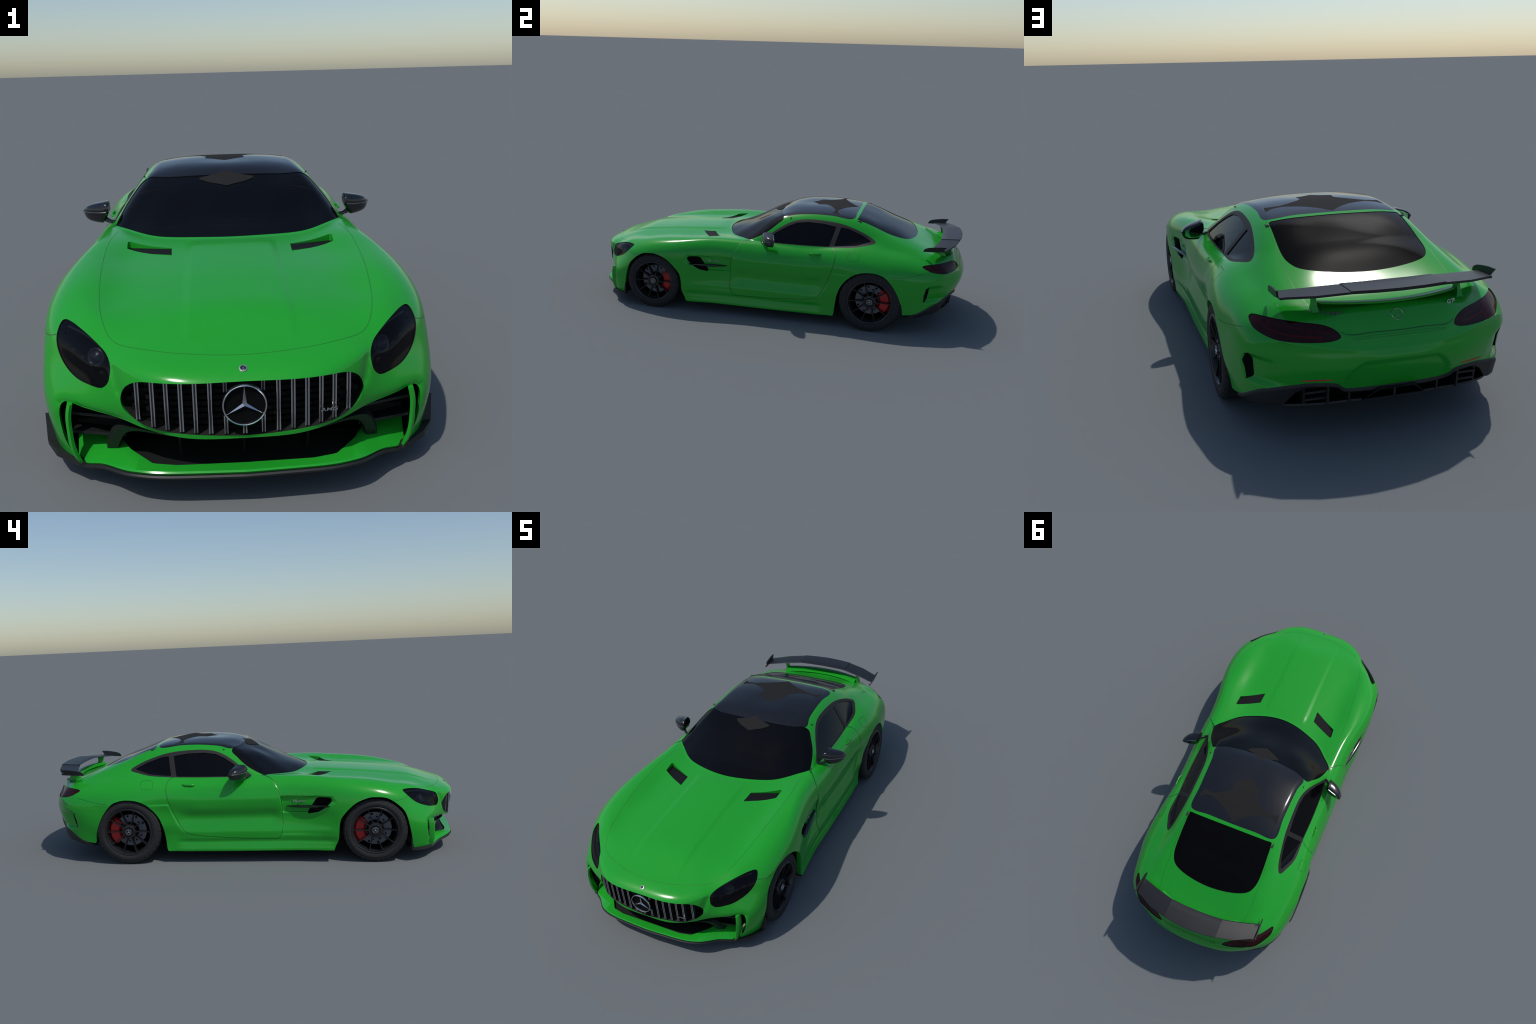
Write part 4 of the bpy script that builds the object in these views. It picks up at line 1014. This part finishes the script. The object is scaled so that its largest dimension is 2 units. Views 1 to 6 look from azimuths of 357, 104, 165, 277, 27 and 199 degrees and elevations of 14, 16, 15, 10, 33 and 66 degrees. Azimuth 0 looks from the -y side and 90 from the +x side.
s_ = add('tail_star', *star_points(.0150, .0020, .0025, ring=(.0168, .0020)), 'chrome'); place(s_, p, 90, math.degrees(math.asin(n[2])))
def lettering(name, text, size, mat, M, ext=.0008, shear=0., sx=1.):
    cu = bpy.data.curves.new(name, 'FONT'); cu.body = text; cu.size = size; cu.extrude = ext; cu.align_x = 'CENTER'; cu.align_y = 'CENTER'; cu.shear = shear; cu.space_character = 1.05; cu.offset = size * .012
    ob = bpy.data.objects.new(name, cu); bpy.context.scene.collection.objects.link(ob)
    dg = bpy.context.evaluated_depsgraph_get(); me = bpy.data.meshes.new_from_object(ob.evaluated_get(dg)); bpy.data.objects.remove(ob)
    me.materials.clear(); me.materials.append(MAT[mat])
    o = bpy.data.objects.new(name, me); bpy.context.scene.collection.objects.link(o)
    o.matrix_world = M @ Matrix.Diagonal((sx, 1, 1, 1)); o.parent = ROOT
    return o
def frame(p, n, up=(0, 0, 1)):
    n = Vector(n).normalized(); r = Vector(up).cross(n).normalized(); u = n.cross(r)
    M = Matrix((r, u, n)).transposed().to_4x4(); M.translation = Vector(p); return M
def tail_frame(x, z):
    p, _ = on_rear(x, z, 0); n = Vector((x * 1.9, 1, .30)).normalized(); return frame(Vector(p) + n * .0026, n)
lettering('tail_lettering', 'AMG', .0145, 'gloss', tail_frame(.168, .372), sx=1.45)
for k in range(3):
    v, f = prism([(-.0030, -.0048), (-.0010, -.0048), (.0030, .0048), (.0010, .0048)], 'z', 0, .0012)
    o = add('tail_stripe', v, f, 'gloss'); o.matrix_world = tail_frame(.1935 + .0048 * k, .372)
lettering('tail_lettering', 'GT', .0150, 'silver', tail_frame(-.1665, .372), sx=1.25)
lettering('tail_lettering', 'R', .0125, 'silver', tail_frame(-.1825, .372))
# grille lettering
lettering('grille_lettering', 'AMG', .0095, 'chrome', frame((.165, gy(.165, .19) - .000, .1945), (.12, -1, 0.05)), sx=1.6, shear=.2)
# fender lettering
for sx in (1, -1):
    y8, yb = (-.298, -.262) if sx > 0 else (-.243, -.281)
    for txt, size, yy in (('V8', .0165, y8), ('BITURBO', .0085, yb)):
        g_ = np.linspace(.36, .47, 111); fx = g_[np.argmax(body_field(g_, np.full(111, yy), np.full(111, .286)) > 0)]
        lettering('fender_lettering', txt, size, 'silver', frame((sx * (fx + .001), yy, .286 if txt == 'V8' else .2845), (sx, -.07, .02)), sx=1.15)

# =====================================================================
#  LAMPS (inside) AND CABIN
# =====================================================================
for sx in (1, -1):
    def inner(p): return (sx * p[0], p[1], p[2])
    L3 = np.array([(.378,-.734,.322),(.391,-.765,.288),(.366,-.822,.250),(.310,-.880,.230),(.270,-.907,.240),(.262,-.901,.279),(.291,-.855,.304),(.346,-.776,.323)])
    n_in = np.array([-.55, .72, -.42]); n_in /= np.linalg.norm(n_in)
    base = [inner(p + n_in * .045) for p in L3]; rim = [inner(p + n_in * .006) for p in L3]
    V, F = loft([rim, base], caps=False); F.append(tuple(range(8, 16))); add('lamp_bowl', V, F if sx < 0 else [f[::-1] for f in F], 'dark')
    c = np.array([.312, -.838, .274]) + n_in * .022
    Mz = Vector((sx * .40, -.85, .30)).to_track_quat('X', 'Z').to_matrix().to_4x4(); Mz.translation = Vector((sx * c[0], c[1], c[2]))
    o = add('projector_lens', *lathe([(-.010, .022), (.004, .021), (.006, .018), (.004, .014), (.008, .010), (.010, 0)], 28), 'lampin', smooth_angle=40); o.matrix_world = Mz
    dl = smooth_open([(.372,-.755,.314),(.330,-.800,.310),(.288,-.855,.299),(.268,-.893,.280),(.270,-.902,.250)], 5)
    V, F = tube([np.array(inner(p + n_in * .010)) for p in dl], .003, 8); add('daylight_strip', V, F, 'lampin', smooth_angle=40)
    for k in range(4):
        p = np.array([.292 + .022 * k, -.872 + .024 * k, .252 + .0085 * k]) + n_in * .012
        v, f = box((0, 0, 0), (.010, .004, .005)); o = add('lamp_led', v, f, 'lampin'); o.matrix_world = Matrix.Translation((sx * p[0], p[1], p[2])) @ Matrix.Rotation(math.radians(45 * sx), 4, 'Z')
    # tail light inside: dark bowl and a row of leds with red bar
    T3 = np.array([(.367,.782,.346),(.30,.862,.352),(.205,.931,.348),(.163,.960,.322),(.205,.957,.307),(.325,.890,.308),(.368,.80,.333)]); n_t = np.array([-.5, -.85, -.15])
    base = [inner(p + n_t * .03) for p in T3]; rim = [inner(p + n_t * .004) for p in T3]
    V, F = loft([rim, base], caps=False); F.append(tuple(range(7, 14))); add('lamp_bowl', V, F if sx > 0 else [f[::-1] for f in F], 'dark')
    V, F = tube([np.array(inner(np.array(p) + n_t * .012)) for p in smooth_open([(.362,.795,.335),(.335,.845,.318),(.28,.905,.313),(.21,.945,.314)], 5)], .0042, 8); add('tail_light_bar', V, F, 'red', smooth_angle=40)
    for k, p in enumerate(smooth_open([(.335,.835,.334),(.29,.885,.333),(.24,.922,.330),(.19,.948,.325)], 6)):
        if k % 1 == 0:
            v, f = box(inner(p + n_t * .010), (.004, .004, .006)); add('tail_light_led', v, f, 'red')

cab = bpy.data.objects.new('cabin', None); bpy.context.scene.collection.objects.link(cab); cab.parent = ROOT
V, F = box((0, .16, .30), (.62, .80, .12)); add('cabin_floor', V, F, 'dark', cab)
V, F = loft([[(-.29, -.15, .36), (-.29, -.12, .395), (-.29, -.04, .395), (-.29, -.02, .34)], [(.29, -.15, .36), (.29, -.12, .395), (.29, -.04, .395), (.29, -.02, .34)]]); add('dashboard', V, F, 'seat', cab)
for sx in (1, -1):
    prof = [(.14,.345),(.12,.375),(.20,.385),(.24,.42),(.265,.47),(.275,.50),(.30,.502),(.305,.46),(.28,.37),(.27,.345)]
    V, F = loft([[(sx * .15 + dx * (1 if z < .46 else .62), y, z) for y, z in prof] for dx in (-.075, .075)]); add('seat', V, F, 'seat', cab, smooth_angle=40)
o = add('steering_wheel', *lathe([(-.004 + .006 * math.cos(a), .040 + .005 * math.sin(a)) for a in np.linspace(0, 2 * math.pi, 9)], 32), 'gloss', cab, smooth_angle=60); o.matrix_world = Matrix.Translation((.15, .035, .40)) @ Matrix.Rotation(math.radians(90), 4, 'Z') @ Matrix.Rotation(math.radians(-20), 4, 'Y')
add('rear_view_mirror', *box((0, -.01, .485), (.055, .012, .016)), 'gloss', cab)
